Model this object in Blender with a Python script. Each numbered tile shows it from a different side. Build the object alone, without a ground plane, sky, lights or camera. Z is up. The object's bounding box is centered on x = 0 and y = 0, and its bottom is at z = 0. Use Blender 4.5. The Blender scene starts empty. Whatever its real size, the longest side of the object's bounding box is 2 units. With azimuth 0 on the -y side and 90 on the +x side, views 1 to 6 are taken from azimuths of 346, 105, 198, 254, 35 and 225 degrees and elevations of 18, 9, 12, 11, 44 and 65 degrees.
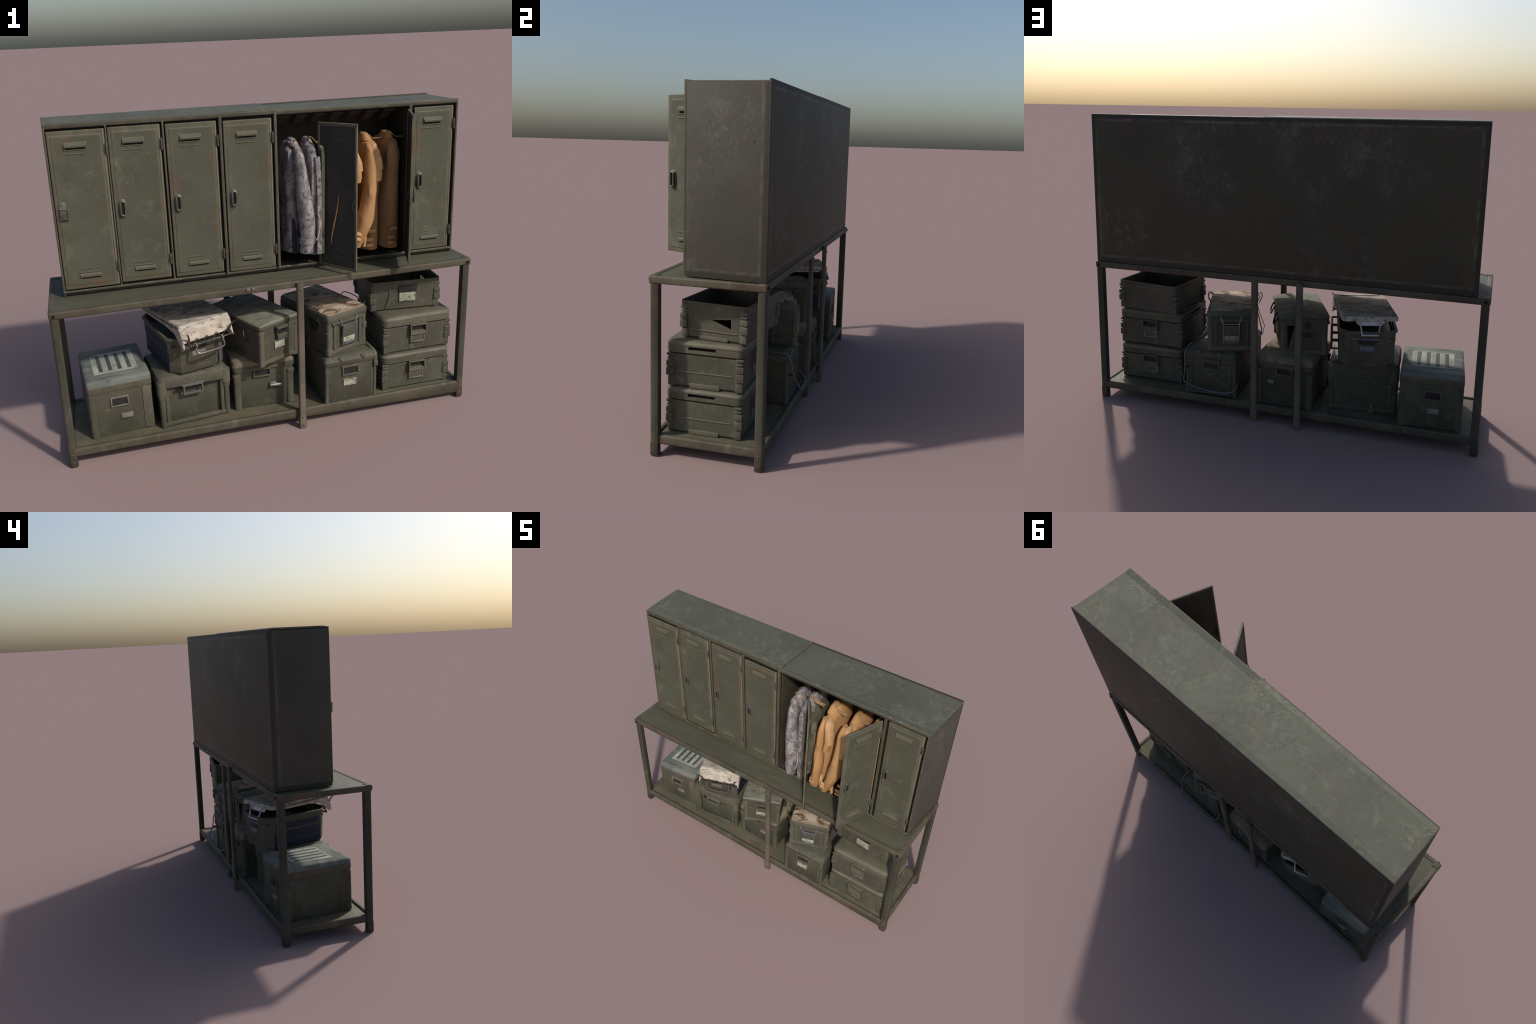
import bpy, bmesh, math, random
from mathutils import Vector, Matrix, noise

random.seed(7)
noise.seed_set(7)
D = bpy.data
SCN = bpy.context.scene.collection


# ------------------------------------------------------------------ colour
def lin(r, g, b):
    def f(c):
        c /= 255.0
        return c / 12.92 if c <= 0.04045 else ((c + 0.055) / 1.055) ** 2.4
    return (f(r), f(g), f(b), 1.0)


class Nodes:
    """small helper that writes shader graphs"""

    def __init__(self, name):
        self.m = D.materials.new(name)
        self.m.use_nodes = True
        self.t = self.m.node_tree
        self.n = self.t.nodes
        self.n.clear()
        self.out = self.n.new("ShaderNodeOutputMaterial")
        self.b = self.n.new("ShaderNodeBsdfPrincipled")
        self.t.links.new(self.b.outputs[0], self.out.inputs[0])

    def link(self, a, b):
        self.t.links.new(a, b)

    def val(self, sock, v):
        if hasattr(v, "is_output"):
            self.link(v, sock)
        else:
            sock.default_value = v

    def coord(self, kind="Object", loc=(0, 0, 0), scale=(1, 1, 1), rot=(0, 0, 0)):
        tc = self.n.new("ShaderNodeTexCoord")
        mp = self.n.new("ShaderNodeMapping")
        mp.inputs["Location"].default_value = loc
        mp.inputs["Scale"].default_value = scale
        mp.inputs["Rotation"].default_value = rot
        self.link(tc.outputs[kind], mp.inputs[0])
        return mp.outputs[0]

    def noise(self, vec, scale, detail=5, rough=0.6, dist=0.0):
        x = self.n.new("ShaderNodeTexNoise")
        x.inputs["Scale"].default_value = scale
        x.inputs["Detail"].default_value = detail
        x.inputs["Roughness"].default_value = rough
        x.inputs["Distortion"].default_value = dist
        self.link(vec, x.inputs["Vector"])
        return x.outputs["Fac"]

    def ramp(self, fac, lo, hi, a=0.0, b=1.0):
        x = self.n.new("ShaderNodeMapRange")
        x.interpolation_type = "SMOOTHSTEP"
        self.val(x.inputs[0], fac)
        for i, v in enumerate((lo, hi, a, b)):
            x.inputs[i + 1].default_value = v
        return x.outputs[0]

    def math(self, op, a, b=0.0, clamp=False):
        x = self.n.new("ShaderNodeMath")
        x.operation = op
        x.use_clamp = clamp
        self.val(x.inputs[0], a)
        self.val(x.inputs[1], b)
        return x.outputs[0]

    def mix(self, fac, a, b, mode="MIX"):
        x = self.n.new("ShaderNodeMix")
        x.data_type = "RGBA"
        x.blend_type = mode
        self.val(x.inputs[0], fac)
        self.val(x.inputs[6], a)
        self.val(x.inputs[7], b)
        return x.outputs[2]

    def sep(self, vec):
        x = self.n.new("ShaderNodeSeparateXYZ")
        self.link(vec, x.inputs[0])
        return x.outputs

    def edge(self, radius=0.006):
        """0 on flats, towards 1 on worn edges"""
        bv = self.n.new("ShaderNodeBevel")
        bv.samples = 4
        bv.inputs["Radius"].default_value = radius
        g = self.n.new("ShaderNodeNewGeometry")
        d = self.n.new("ShaderNodeVectorMath")
        d.operation = "DOT_PRODUCT"
        self.link(bv.outputs[0], d.inputs[0])
        self.link(g.outputs["Normal"], d.inputs[1])
        return self.ramp(d.outputs["Value"], 0.995, 0.86, 0.0, 1.0)

    def bump(self, h, strength, dist=0.01):
        x = self.n.new("ShaderNodeBump")
        x.inputs["Strength"].default_value = strength
        x.inputs["Distance"].default_value = dist
        self.link(h, x.inputs["Height"])
        self.link(x.outputs[0], self.b.inputs["Normal"])

    def finish(self, col, rough=0.6, metal=0.0, spec=0.3):
        self.val(self.b.inputs["Base Color"], col)
        self.val(self.b.inputs["Roughness"], rough)
        self.val(self.b.inputs["Metallic"], metal)
        self.b.inputs["Specular IOR Level"].default_value = spec
        return self.m


OLIVE = (86, 84, 70)
PALE = (116, 114, 98)
RUST = (98, 74, 56)


def paint(name, base=OLIVE, alt=None, pale=PALE, rust=RUST, seed=0, k_pale=0.6, k_rust=0.5, k_edge=0.5,
          edgecol=(120, 112, 94), pale_th=0.57, scale=1.0, border=None, k_field=0.5, rough=0.62, stretch=(1, 1, 1), edge_r=0.005):
    """weathered enamel: two tones, pale scuffs, rust blooms and rubbed edges"""
    g = Nodes(name)
    v = g.coord(loc=(seed * 3.1, seed * 1.7, seed * 2.3), scale=stretch)
    alt = alt or tuple(int(c * 0.86) for c in base)
    broad = g.noise(v, 3.5 * scale, 4)
    col = g.mix(g.ramp(broad, 0.35, 0.65), lin(*base), lin(*alt))
    green = g.noise(v, 9 * scale, 4)
    col = g.mix(g.ramp(green, 0.52, 0.72, 0, 0.45), col, lin(base[0] - 5, base[1], base[2] - 7))
    dirt = g.noise(v, 5.2 * scale, 6, 0.62)
    col = g.mix(g.ramp(dirt, 0.54, 0.74, 0, 0.5), col, lin(int(base[0] * 0.78), int(base[1] * 0.74), int(base[2] * 0.70)))
    fine = g.noise(v, 34 * scale, 6, 0.7)
    scuff = g.math("MULTIPLY", g.ramp(g.noise(v, 2.6 * scale, 3, 0.5), 0.45, 0.63), g.ramp(g.noise(v, 30 * scale, 7, 0.7, 1.6), pale_th - 0.03, pale_th + 0.10))
    scuff = g.math("MULTIPLY", scuff, g.ramp(fine, 0.3, 0.6))
    col = g.mix(g.math("MULTIPLY", scuff, k_pale), col, lin(*pale))
    cloud = g.ramp(g.noise(v, 11 * scale, 4, 0.6, 0.8), 0.54, 0.74)
    col = g.mix(g.math("MULTIPLY", cloud, k_pale * 0.55), col, lin(*pale))
    rm = g.ramp(g.noise(v, 6.5 * scale, 7, 0.66), 0.53, 0.68)
    if border:
        w, h, ax = border
        s = g.sep(g.coord("Generated"))
        d = None
        for a, size in zip(ax, (w, h)):
            c = s["XYZ".index(a)]
            lo = g.math("MULTIPLY", c, size)
            hi = g.math("MULTIPLY", g.math("SUBTRACT", 1.0, c), size)
            m = g.math("MINIMUM", lo, hi)
            d = m if d is None else g.math("MINIMUM", d, m)
        near = g.ramp(d, 0.045, 0.0)
        near = g.math("MULTIPLY", near, g.ramp(g.noise(v, 11 * scale, 5), 0.36, 0.62))
        col = g.mix(g.math("MULTIPLY", near, 0.36), col, lin(102, 92, 74))
        corner = g.math("MULTIPLY", g.ramp(d, 0.08, 0.0), g.ramp(g.noise(v, 7 * scale, 5), 0.55, 0.7))
        col = g.mix(g.math("MULTIPLY", corner, k_rust), col, lin(*rust))
    col = g.mix(g.math("MULTIPLY", rm, k_rust * k_field), col, lin(*rust))
    e = g.math("MULTIPLY", g.edge(edge_r), g.ramp(g.noise(v, 22 * scale, 4), 0.3, 0.6, 0.25, 1.0))
    col = g.mix(g.math("MULTIPLY", e, k_edge), col, lin(*edgecol))
    g.bump(fine, 0.12, 0.004)
    return g.finish(col, g.ramp(fine, 0.3, 0.7, rough - 0.06, rough + 0.1))


def plain(name, c, rough=0.6, metal=0.0, var=0.12, scale=25, spec=0.3):
    g = Nodes(name)
    v = g.coord()
    n = g.noise(v, scale, 5)
    a = lin(*[min(255, int(x * (1 + var))) for x in c])
    b = lin(*[int(x * (1 - var)) for x in c])
    return g.finish(g.mix(g.ramp(n, 0.35, 0.65), a, b), rough, metal, spec)


def blotch(name, base, spots, mid, scale=30, th=0.5, stretch=(1, 1, 1), rough=0.85, seed=0, soft=0.1, rotz=0.0):
    """disruptive-pattern cloth or stained paint"""
    g = Nodes(name)
    v = g.coord(loc=(seed, seed * 2, seed * 3), scale=stretch, rot=(0, 0, rotz))
    a = g.noise(v, scale, 4, 0.62, 0.5)
    b = g.noise(v, scale * 0.45, 3, 0.5)
    col = g.mix(g.ramp(b, 0.42, 0.6), lin(*base), lin(*mid))
    col = g.mix(g.ramp(a, th, th + soft), col, lin(*spots))
    g.bump(g.noise(v, scale * 4, 3), 0.15, 0.003)
    return g.finish(col, rough, 0, 0.2)


# ------------------------------------------------------------------ mesh tools
def tube(bm, pts, r, seg=8, closed=False, cap=True):
    pts = [Vector(p) for p in pts]
    n = len(pts)
    rr = r if isinstance(r, (list, tuple)) else [r] * n
    rings, up = [], None
    for i, p in enumerate(pts):
        a = pts[(i - 1) % n] if closed or i else p
        b = pts[(i + 1) % n] if closed or i < n - 1 else p
        t = (b - a).normalized()
        if up is None:
            up = t.orthogonal().normalized()
        up = (up - t * up.dot(t)).normalized()
        s = t.cross(up)
        rings.append([bm.verts.new(p + (up * math.cos(2 * math.pi * k / seg) + s * math.sin(2 * math.pi * k / seg)) * rr[i]) for k in range(seg)])
    m = n if closed else n - 1
    for i in range(m):
        A, B = rings[i], rings[(i + 1) % n]
        for k in range(seg):
            bm.faces.new((A[k], A[(k + 1) % seg], B[(k + 1) % seg], B[k]))
    if cap and not closed:
        bm.faces.new(rings[0][::-1])
        bm.faces.new(rings[-1])


def smooth_path(pts, k=4, closed=False):
    """Catmull-Rom through the control points"""
    P = [Vector(p) for p in pts]
    n, out = len(P), []
    for i in range(n if closed else n - 1):
        g = lambda j: P[j % n] if closed else P[max(0, min(n - 1, j))]
        a, b, c, d = g(i - 1), g(i), g(i + 1), g(i + 2)
        for s in range(k):
            t = s / k
            out.append(0.5 * (2 * b + (c - a) * t + (2 * a - 5 * b + 4 * c - d) * t * t + (3 * b - a - 3 * c + d) * t ** 3))
    if not closed:
        out.append(P[-1])
    return out


def loft(bm, rings, cap=(True, True), closed=False):
    R = [[bm.verts.new(p) for p in ring] for ring in rings]
    n = len(R[0])
    for i in range(len(R) - (0 if closed else 1)):
        A, B = R[i], R[(i + 1) % len(R)]
        for k in range(n):
            bm.faces.new((A[k], A[(k + 1) % n], B[(k + 1) % n], B[k]))
    if cap[0]:
        bm.faces.new(R[0][::-1])
    if cap[1]:
        bm.faces.new(R[-1])


def ribbon(bm, pts, wid=0.018, th=0.003, axis=Vector((0, 1, 0)), sub=1):
    P = smooth_path(pts, sub) if sub > 1 else [Vector(p) for p in pts]
    rings = []
    for i, p in enumerate(P):
        t = (P[min(i + 1, len(P) - 1)] - P[max(i - 1, 0)]).normalized()
        s = (axis - t * axis.dot(t)).normalized()
        nrm = t.cross(s)
        rings.append([tuple(p + s * a * wid / 2 + nrm * b * th / 2) for a, b in ((1, 1), (-1, 1), (-1, -1), (1, -1))])
    loft(bm, rings)


def rrect(w, d, r, z, n=3, cx=0.0, cy=0.0, tilt=(0, 0)):
    """rounded rectangle, counter-clockwise; tilt adds a slope in z"""
    r = max(0.0005, min(r, w / 2 - 1e-4, d / 2 - 1e-4))
    out = []
    for q, (sx, sy) in enumerate(((1, 1), (-1, 1), (-1, -1), (1, -1))):
        for k in range(n + 1):
            a = math.pi / 2 * (q + k / n)
            x, y = cx + sx * (w / 2 - r) + r * math.cos(a), cy + sy * (d / 2 - r) + r * math.sin(a)
            out.append((x, y, z + tilt[0] * x + tilt[1] * y))
    return out


def stack(bm, prof, n=3, cap=(True, True), cx=0, cy=0):
    """loft of rounded rectangles: prof = [(z, w, d, r), ...]"""
    loft(bm, [rrect(w, d, r, z, n, cx, cy) for z, w, d, r in prof], cap)


def box(bm, c, s, bev=0.0, seg=2, rot=None):
    t = bmesh.new()
    bmesh.ops.create_cube(t, size=1.0)
    for v in t.verts:
        v.co = Vector((v.co.x * s[0], v.co.y * s[1], v.co.z * s[2]))
    if bev > 0:
        bmesh.ops.bevel(t, geom=t.edges[:], offset=min(bev, min(s) * 0.45), segments=seg, profile=0.6, affect="EDGES")
    M = Matrix.Translation(c) @ (rot.to_4x4() if rot else Matrix.Identity(4))
    merge(bm, t, M)


def merge(bm, t, M=Matrix.Identity(4)):
    vm = {v: bm.verts.new(M @ v.co) for v in t.verts}
    for f in t.faces:
        bm.faces.new([vm[v] for v in f.verts])
    t.free()


def prism(bm, outline, y0, y1, axis="y"):
    """outline in (x, z) extruded along y"""
    f = (lambda a, b, t: (a, t, b)) if axis == "y" else (lambda a, b, t: (t, a, b))
    A = [bm.verts.new(f(a, b, y0)) for a, b in outline]
    B = [bm.verts.new(f(a, b, y1)) for a, b in outline]
    n = len(A)
    for i in range(n):
        bm.faces.new((A[i], A[(i + 1) % n], B[(i + 1) % n], B[i]))
    bm.faces.new(A[::-1])
    bm.faces.new(B)


def mesh_of(name, fn, mat, smooth=40, warp=None):
    bm = bmesh.new()
    fn(bm)
    if warp:
        for v in bm.verts:
            v.co = warp(v.co)
    bmesh.ops.recalc_face_normals(bm, faces=bm.faces[:])
    me = D.meshes.new(name)
    bm.to_mesh(me)
    bm.free()
    me.polygons.foreach_set("use_smooth", [True] * len(me.polygons))
    me.set_sharp_from_angle(angle=math.radians(smooth))
    me.materials.append(mat)
    return me


def put(name, me, parent=None, loc=(0, 0, 0), rot=(0, 0, 0), kind=None):
    o = D.objects.new(name, me)
    SCN.objects.link(o)
    o.parent = parent
    o.location = loc
    o.rotation_euler = rot
    if kind:
        o["kind"] = kind
    return o


def part(name, fn, mat, parent=None, loc=(0, 0, 0), rot=(0, 0, 0), smooth=40, warp=None, kind=None):
    return put(name, mesh_of(name, fn, mat, smooth, warp), parent, loc, rot, kind)


def thing(name, label, category, loc=(0, 0, 0), rotz=0.0):
    o = put(name, None, None, loc, (0, 0, math.radians(rotz)))
    o.empty_display_size = 0.05
    o["label"] = label
    o["category"] = category
    return o


def cut(obj, fn):
    """subtract a solid and bake the result"""
    me = mesh_of("cutter", fn, obj.data.materials[0])
    c = put("cutter", me, obj.parent, obj.location, obj.rotation_euler)
    m = obj.modifiers.new("cut", "BOOLEAN")
    m.operation, m.object, m.solver = "DIFFERENCE", c, "EXACT"
    dg = bpy.context.evaluated_depsgraph_get()
    new = D.meshes.new_from_object(obj.evaluated_get(dg))
    obj.modifiers.clear()
    obj.data = new
    new.set_sharp_from_angle(angle=math.radians(35))
    D.objects.remove(c)


# ------------------------------------------------------------------ materials
M_roof = paint("roof_enamel", (85, 86, 73), (78, 79, 67), pale=(120, 119, 104), seed=1, k_pale=0.7, k_rust=0.25, pale_th=0.53, scale=1.1, k_edge=0.3)
M_frame = paint("cabinet_frame_enamel", (72, 70, 58), (62, 59, 49), seed=3, k_pale=0.5, k_rust=0.8, k_edge=0.9, edgecol=(126, 118, 100), edge_r=0.006)
M_inner = paint("cabinet_inside_enamel", (70, 66, 54), (58, 54, 44), seed=4, k_pale=0.15, k_rust=0.4, k_edge=0.1)
M_floor = plain("cabinet_floor_enamel", (58, 50, 46), 0.7)
M_door_in = plain("door_inside_grey", (50, 50, 46), 0.6, 0.0, 0.1, 9)  # inner door faces, a darker tone than the outer enamel
M_hook = plain("hook_plate_brown", (46, 39, 33), 0.7)
M_dark = plain("painted_gap_shade", (20, 19, 18), 0.8)  # near-black colour that paints shade onto solid plates in gaps
M_rack = paint("rack_enamel", (64, 63, 53), (54, 52, 44), seed=5, k_pale=0.35, k_rust=0.6, k_edge=0.5, edgecol=(112, 100, 82), edge_r=0.007)
M_rackrail = paint("rack_rail_enamel", (82, 77, 63), (66, 62, 51), seed=6, k_pale=0.6, k_rust=0.8, k_edge=0.85, edgecol=(136, 124, 102), edge_r=0.004)
M_post = paint("rack_post_enamel", (93, 84, 73), (74, 68, 58), seed=8, k_pale=0.5, k_rust=0.8, k_edge=0.5)
M_top = paint("table_top_enamel", (78, 77, 63), (70, 69, 57), seed=9, k_pale=0.3, k_rust=0.7, k_edge=0.4, stretch=(0.6, 2.2, 1), rust=(70, 56, 44))
M_shelf = paint("shelf_enamel", (88, 84, 68), (76, 74, 60), seed=10, k_pale=0.5, k_rust=1.3, k_edge=0.5, rust=(112, 84, 64), stretch=(1, 1.6, 1), scale=1.4)
M_steel = plain("worn_steel", (128, 124, 118), 0.4, 0.5)
M_wire = plain("galvanised_wire", (98, 99, 106), 0.5, 0.3)
M_chrome = plain("polished_steel", (84, 79, 74), 0.3, 0.6)
M_black = plain("black_steel_and_recess_shade", (44, 44, 42), 0.5, 0.2)  # real black steel, and also plates painting shade into recesses


def panel(name, ax, lo, hi, a1, a2, scratch=(116, 112, 100), k_scr=0.5, rust=(76, 56, 42), k_rust=0.75, rim=(44, 43, 40), k_rim=0.7, inset=0.026, k_line=0.5, seed=0.0, fine=40):
    """large sheet: scratched field, a rubbed line along the folded border, rust creeping in from the rim"""
    g = Nodes(name)
    v = g.coord(loc=(seed, 0, seed))
    s = g.sep(g.coord())
    d = None
    for k, (l, h) in zip(ax, zip(lo, hi)):
        c = s["XYZ".index(k)]
        m = g.math("MINIMUM", g.math("SUBTRACT", c, l), g.math("SUBTRACT", h, c))
        d = m if d is None else g.math("MINIMUM", d, m)
    d = g.math("ADD", d, g.math("MULTIPLY", g.math("SUBTRACT", g.noise(v, 9, 4), 0.5), 0.010))
    vs = g.coord(loc=(seed, 0, seed), scale=(1.6, 1.0, 0.8))
    f = g.noise(vs, fine, 8, 0.75, 1.2)
    col = g.mix(g.ramp(g.noise(v, 2.6, 5), 0.35, 0.65), lin(*a1), lin(*a2))
    where = g.ramp(g.noise(v, 2.3, 3, 0.5), 0.44, 0.64)
    scr = g.math("MULTIPLY", where, g.ramp(f, 0.48, 0.68))
    col = g.mix(g.math("MULTIPLY", scr, k_scr), col, lin(*scratch))
    haze = g.math("MULTIPLY", where, g.ramp(g.noise(v, 9, 5, 0.65), 0.5, 0.72))
    col = g.mix(g.math("MULTIPLY", haze, k_scr * 0.6), col, lin(*scratch))
    near = g.math("MULTIPLY", g.ramp(d, 0.22, 0.02), g.ramp(g.noise(v, 6, 8, 0.72), 0.48, 0.66))
    col = g.mix(g.math("MULTIPLY", near, k_rust), col, lin(*rust))
    speck = g.math("MULTIPLY", g.ramp(g.noise(v, 3.2, 4), 0.45, 0.6), g.ramp(g.noise(v, 22, 5, 0.65), 0.58, 0.68))
    col = g.mix(g.math("MULTIPLY", speck, k_rust * 0.7), col, lin(*rust))
    pit = g.ramp(g.noise(v, 32, 4, 0.6), 0.66, 0.74)
    col = g.mix(g.math("MULTIPLY", pit, 0.6), col, lin(*[int(c * 0.55) for c in a2]))
    line = g.math("MULTIPLY", g.ramp(d, inset - 0.006, inset), g.ramp(d, inset + 0.012, inset + 0.003))
    line = g.math("MULTIPLY", line, g.ramp(g.noise(v, 14, 6, 0.7), 0.38, 0.66))
    col = g.mix(g.math("MULTIPLY", line, k_line), col, lin(*scratch))
    col = g.mix(g.math("MULTIPLY", g.ramp(d, inset - 0.002, inset - 0.012), k_rim), col, lin(*rim))
    g.bump(f, 0.15, 0.004)
    return g.finish(col, 0.6)


M_back = panel("back_panel_bare_steel", "XZ", (-0.943, 0.765), (0.988, 1.519), (66, 63, 50), (60, 59, 48), k_scr=0.55)
M_side = panel("cabinet_side_enamel", "YZ", (-0.30, 0.762), (0.262, 1.7), (71, 70, 61), (65, 63, 55), (104, 101, 92), 0.55, (86, 70, 56), 0.5, (46, 44, 38), 0.6, 0.028, 0.55, 3.0, 44)

# ------------------------------------------------------------------ storage rack
rack = thing("storage_rack", "long olive steel workbench frame with tubular legs and low shelf", "shelf rack")
XL, XR, YF, YB = -0.998, 0.998, -0.218, 0.268


def rack_top(bm):
    box(bm, (0, 0.027, 0.749), (1.975, 0.470, 0.014), 0.002)


part("table_top", rack_top, M_top, rack)


def rail_set(bm, zc, h, wid, bev, yf, yb, xe):
    L = 2 * xe
    box(bm, (0, yf + wid / 2, zc), (L, wid, h), bev, 3)
    box(bm, (0, yb - wid / 2, zc), (L, wid, h), bev, 3)
    for s in (-1, 1):
        box(bm, (s * (xe - wid / 2 + 0.001), (yf + yb) / 2, zc - 0.0005), (wid, yb - yf - 0.03, h - 0.001), bev, 3)


part("top_rail", lambda bm: rail_set(bm, 0.7425, 0.032, 0.026, 0.007, YF, YB, 0.998), M_rackrail, rack)
part("lower_shelf", lambda bm: box(bm, (0, 0.028, 0.077), (1.930, 0.428, 0.012), 0.002), M_shelf, rack)
def front_rail_skirt(bm):
    """the lower front rail hangs deeper towards the right"""
    loft(bm, [[(x, -0.2122, 0.085), (x, -0.1925, 0.085), (x, -0.1925, zb + 0.008), (x, -0.196, zb + 0.002), (x, -0.202, zb), (x, -0.208, zb + 0.003), (x, -0.2122, zb + 0.012)] for x, zb in ((-0.965, 0.050), (-0.3, 0.046), (0.2, 0.036), (0.965, 0.022))])


part("lower_front_rail", front_rail_skirt, M_rackrail, rack)
part("lower_rail", lambda bm: rail_set(bm, 0.0705, 0.041, 0.022, 0.009, -0.2125, 0.265, 0.986), M_rackrail, rack)


def angle_leg(bm, sx, sy, h=0.738, w=0.037, t=0.006):
    """rounded square tube; the outer corner sits at the origin"""
    r, arc = 0.011, []
    for k in range(5):
        q = math.pi + math.pi / 2 * k / 4
        arc.append((r + r * math.cos(q), r + r * math.sin(q)))
    q_ = w - 0.007
    out = arc + [(q_, 0.0), (w - 0.002, 0.002), (w, 0.007), (w, q_), (w - 0.002, w - 0.002), (q_, w), (0.007, w), (0.002, w - 0.002), (0.0, q_)]
    loft(bm, [[(sx * (x - f), sy * (y - f), z) for x, y in out] for z, f in ((0.0, 0.0), (0.004, 0.0015), (0.052, 0.0015), (0.056, 0.0), (h, 0.0))])
    for z in (0.024, 0.062):
        for x, y in ((w * 0.5, 0.001), (0.002, w * 0.5)):
            tt = bmesh.new()
            bmesh.ops.create_uvsphere(tt, u_segments=8, v_segments=6, radius=0.005)
            merge(bm, tt, Matrix.Translation((sx * x, sy * y, z)))


for sx in (-1, 1):
    for sy in (-1, 1):
        part("leg", lambda bm: angle_leg(bm, -sx, -sy), M_rack, rack, (sx * 0.995, -0.2145 if sy < 0 else (0.265 if sx < 0 else 0.269), 0), smooth=35)


def post_profile(bm, sy, h=0.752, w=0.034):
    stack(bm, [(0.0, w + 0.002, 0.024, 0.006), (0.054, w + 0.002, 0.024, 0.006), (0.056, w - 0.001, 0.021, 0.007), (h, w - 0.001, 0.021, 0.007)], 3)
    for z in (0.020, 0.060, h - 0.030):
        tt = bmesh.new()
        bmesh.ops.create_uvsphere(tt, u_segments=8, v_segments=6, radius=0.0055)
        merge(bm, tt, Matrix.Translation((0, sy * 0.011, z)))


for x, y in ((0.112, -0.2265), (0.108, 0.258), (-0.128, 0.280)):
    part("leg", lambda bm: post_profile(bm, -1 if y < 0 else 1), M_post, rack, (x, y, 0))


def corner_caps(bm):
    for x in (-0.977, 0.977):
        for y in (YF + 0.019, YB - 0.019):
            box(bm, (x, y, 0.7425), (0.041, 0.0375, 0.0335), 0.007, 3)


part("corner_cap", corner_caps, M_rackrail, rack)


def bolt_heads(bm):
    for x, y in ((0.978, YF - 0.004), (-0.978, YF - 0.004), (0.978, YB + 0.004), (-0.978, YB + 0.004)):
        tube(bm, [(x, y - 0.002, 0.742), (x, y + 0.002, 0.742)], 0.007, 10)


part("dark_bolt_disc", bolt_heads, M_dark, rack)  # raised dark discs drawn in place of holes
part("rail_clip", lambda bm: (box(bm, (-0.13, YF - 0.002, 0.749), (0.020, 0.012, 0.014), 0.005), box(bm, (-0.108, YF - 0.002, 0.749), (0.014, 0.012, 0.012), 0.005)), M_steel, rack)
part("rail_joint", lambda bm: box(bm, (0.366, YF + 0.013, 0.7425), (0.010, 0.0275, 0.0335), 0.007, 3), M_rack, rack)

# ------------------------------------------------------------------ locker cabinet
cab = thing("locker_cabinet", "wide olive steel locker cabinet, seven narrow doors, two open", "locker")
ZB, ZT = 0.760, 1.519


def cmap(p):
    """x along the front, y = depth behind the front, z up -> the slightly askew cabinet"""
    s = (p[0] + 0.93) / 1.895
    f = Vector((-0.93 + 1.895 * s, -0.0437 - 0.0416 * s))
    b = Vector((-0.9434 + 1.9315 * s, 0.2610))
    q = f + (b - f) * (p[1] / (b - f).length)
    q2 = f.lerp(b, p[1] / 0.325)
    return Vector((q2.x, q2.y, p[2]))


CX0, CX1, DEP = -0.93, 0.965, 0.325
part("side_panel", lambda bm: box(bm, (CX0 + 0.005, DEP / 2, (ZB + ZT) / 2), (0.010, DEP - 0.010, ZT - ZB), 0.003), M_side, cab, warp=cmap)
part("side_panel", lambda bm: box(bm, (CX1 - 0.005, DEP / 2, (ZB + ZT - 0.0105) / 2), (0.010, DEP - 0.010, ZT - ZB - 0.0105), 0.003), M_side, cab, warp=cmap)
part("back_panel", lambda bm: box(bm, ((CX0 + CX1) / 2, DEP - 0.002, (ZB + ZT) / 2), (CX1 - CX0, 0.008, ZT - ZB), 0.003), M_back, cab, warp=cmap)
part("inner_back", lambda bm: box(bm, ((CX0 + CX1) / 2, DEP - 0.040, (ZB + ZT) / 2), (CX1 - CX0 - 0.03, 0.05, ZT - ZB - 0.02), 0.0), M_inner, cab, warp=cmap)
XSEAM = 0.066


def roof_sheet(bm, x0, x1, zf, zc, zb):
    """sheet with a slight fall: heights at the front edge, along the middle and at the back"""
    rows = []
    for x, k in ((x0, -0.0015), (x0 + 0.004, 0.0), (x1 - 0.004, 0.0), (x1, -0.0012)):
        rows.append([(x, 0.0005, zf - 0.008), (x, 0.0005, zf - 0.002), (x, 0.004, zf + k), (x, 0.035, zc + k), (x, DEP - 0.030, zc + k), (x, DEP - 0.003, zb + k), (x, DEP - 0.0005, zb - 0.003), (x, DEP - 0.0005, zf - 0.010)])
    loft(bm, rows)


part("roof_panel", lambda bm: roof_sheet(bm, CX0, XSEAM - 0.0004, 1.5185, 1.5238, 1.5215), M_roof, cab, warp=cmap, smooth=3)
part("roof_panel", lambda bm: roof_sheet(bm, XSEAM + 0.0004, CX1, 1.5165, 1.5118, 1.5125), M_roof, cab, warp=cmap, smooth=3)
part("ceiling", lambda bm: box(bm, ((CX0 + CX1) / 2, DEP / 2, ZT - 0.022), (CX1 - CX0 - 0.03, DEP - 0.03, 0.010)), M_inner, cab, warp=cmap)
part("floor_panel", lambda bm: box(bm, ((CX0 + CX1) / 2, DEP / 2 + 0.004, ZB + 0.008), (CX1 - CX0 - 0.022, DEP - 0.02, 0.012), 0.001), M_floor, cab, warp=cmap)
DIV = (-0.674, -0.433, -0.184, 0.064, 0.722)


def partitions(bm):
    for x in DIV:
        box(bm, (x, 0.155, (ZB + ZT) / 2), (0.008, 0.25, ZT - ZB - 0.03), 0.0)


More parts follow.
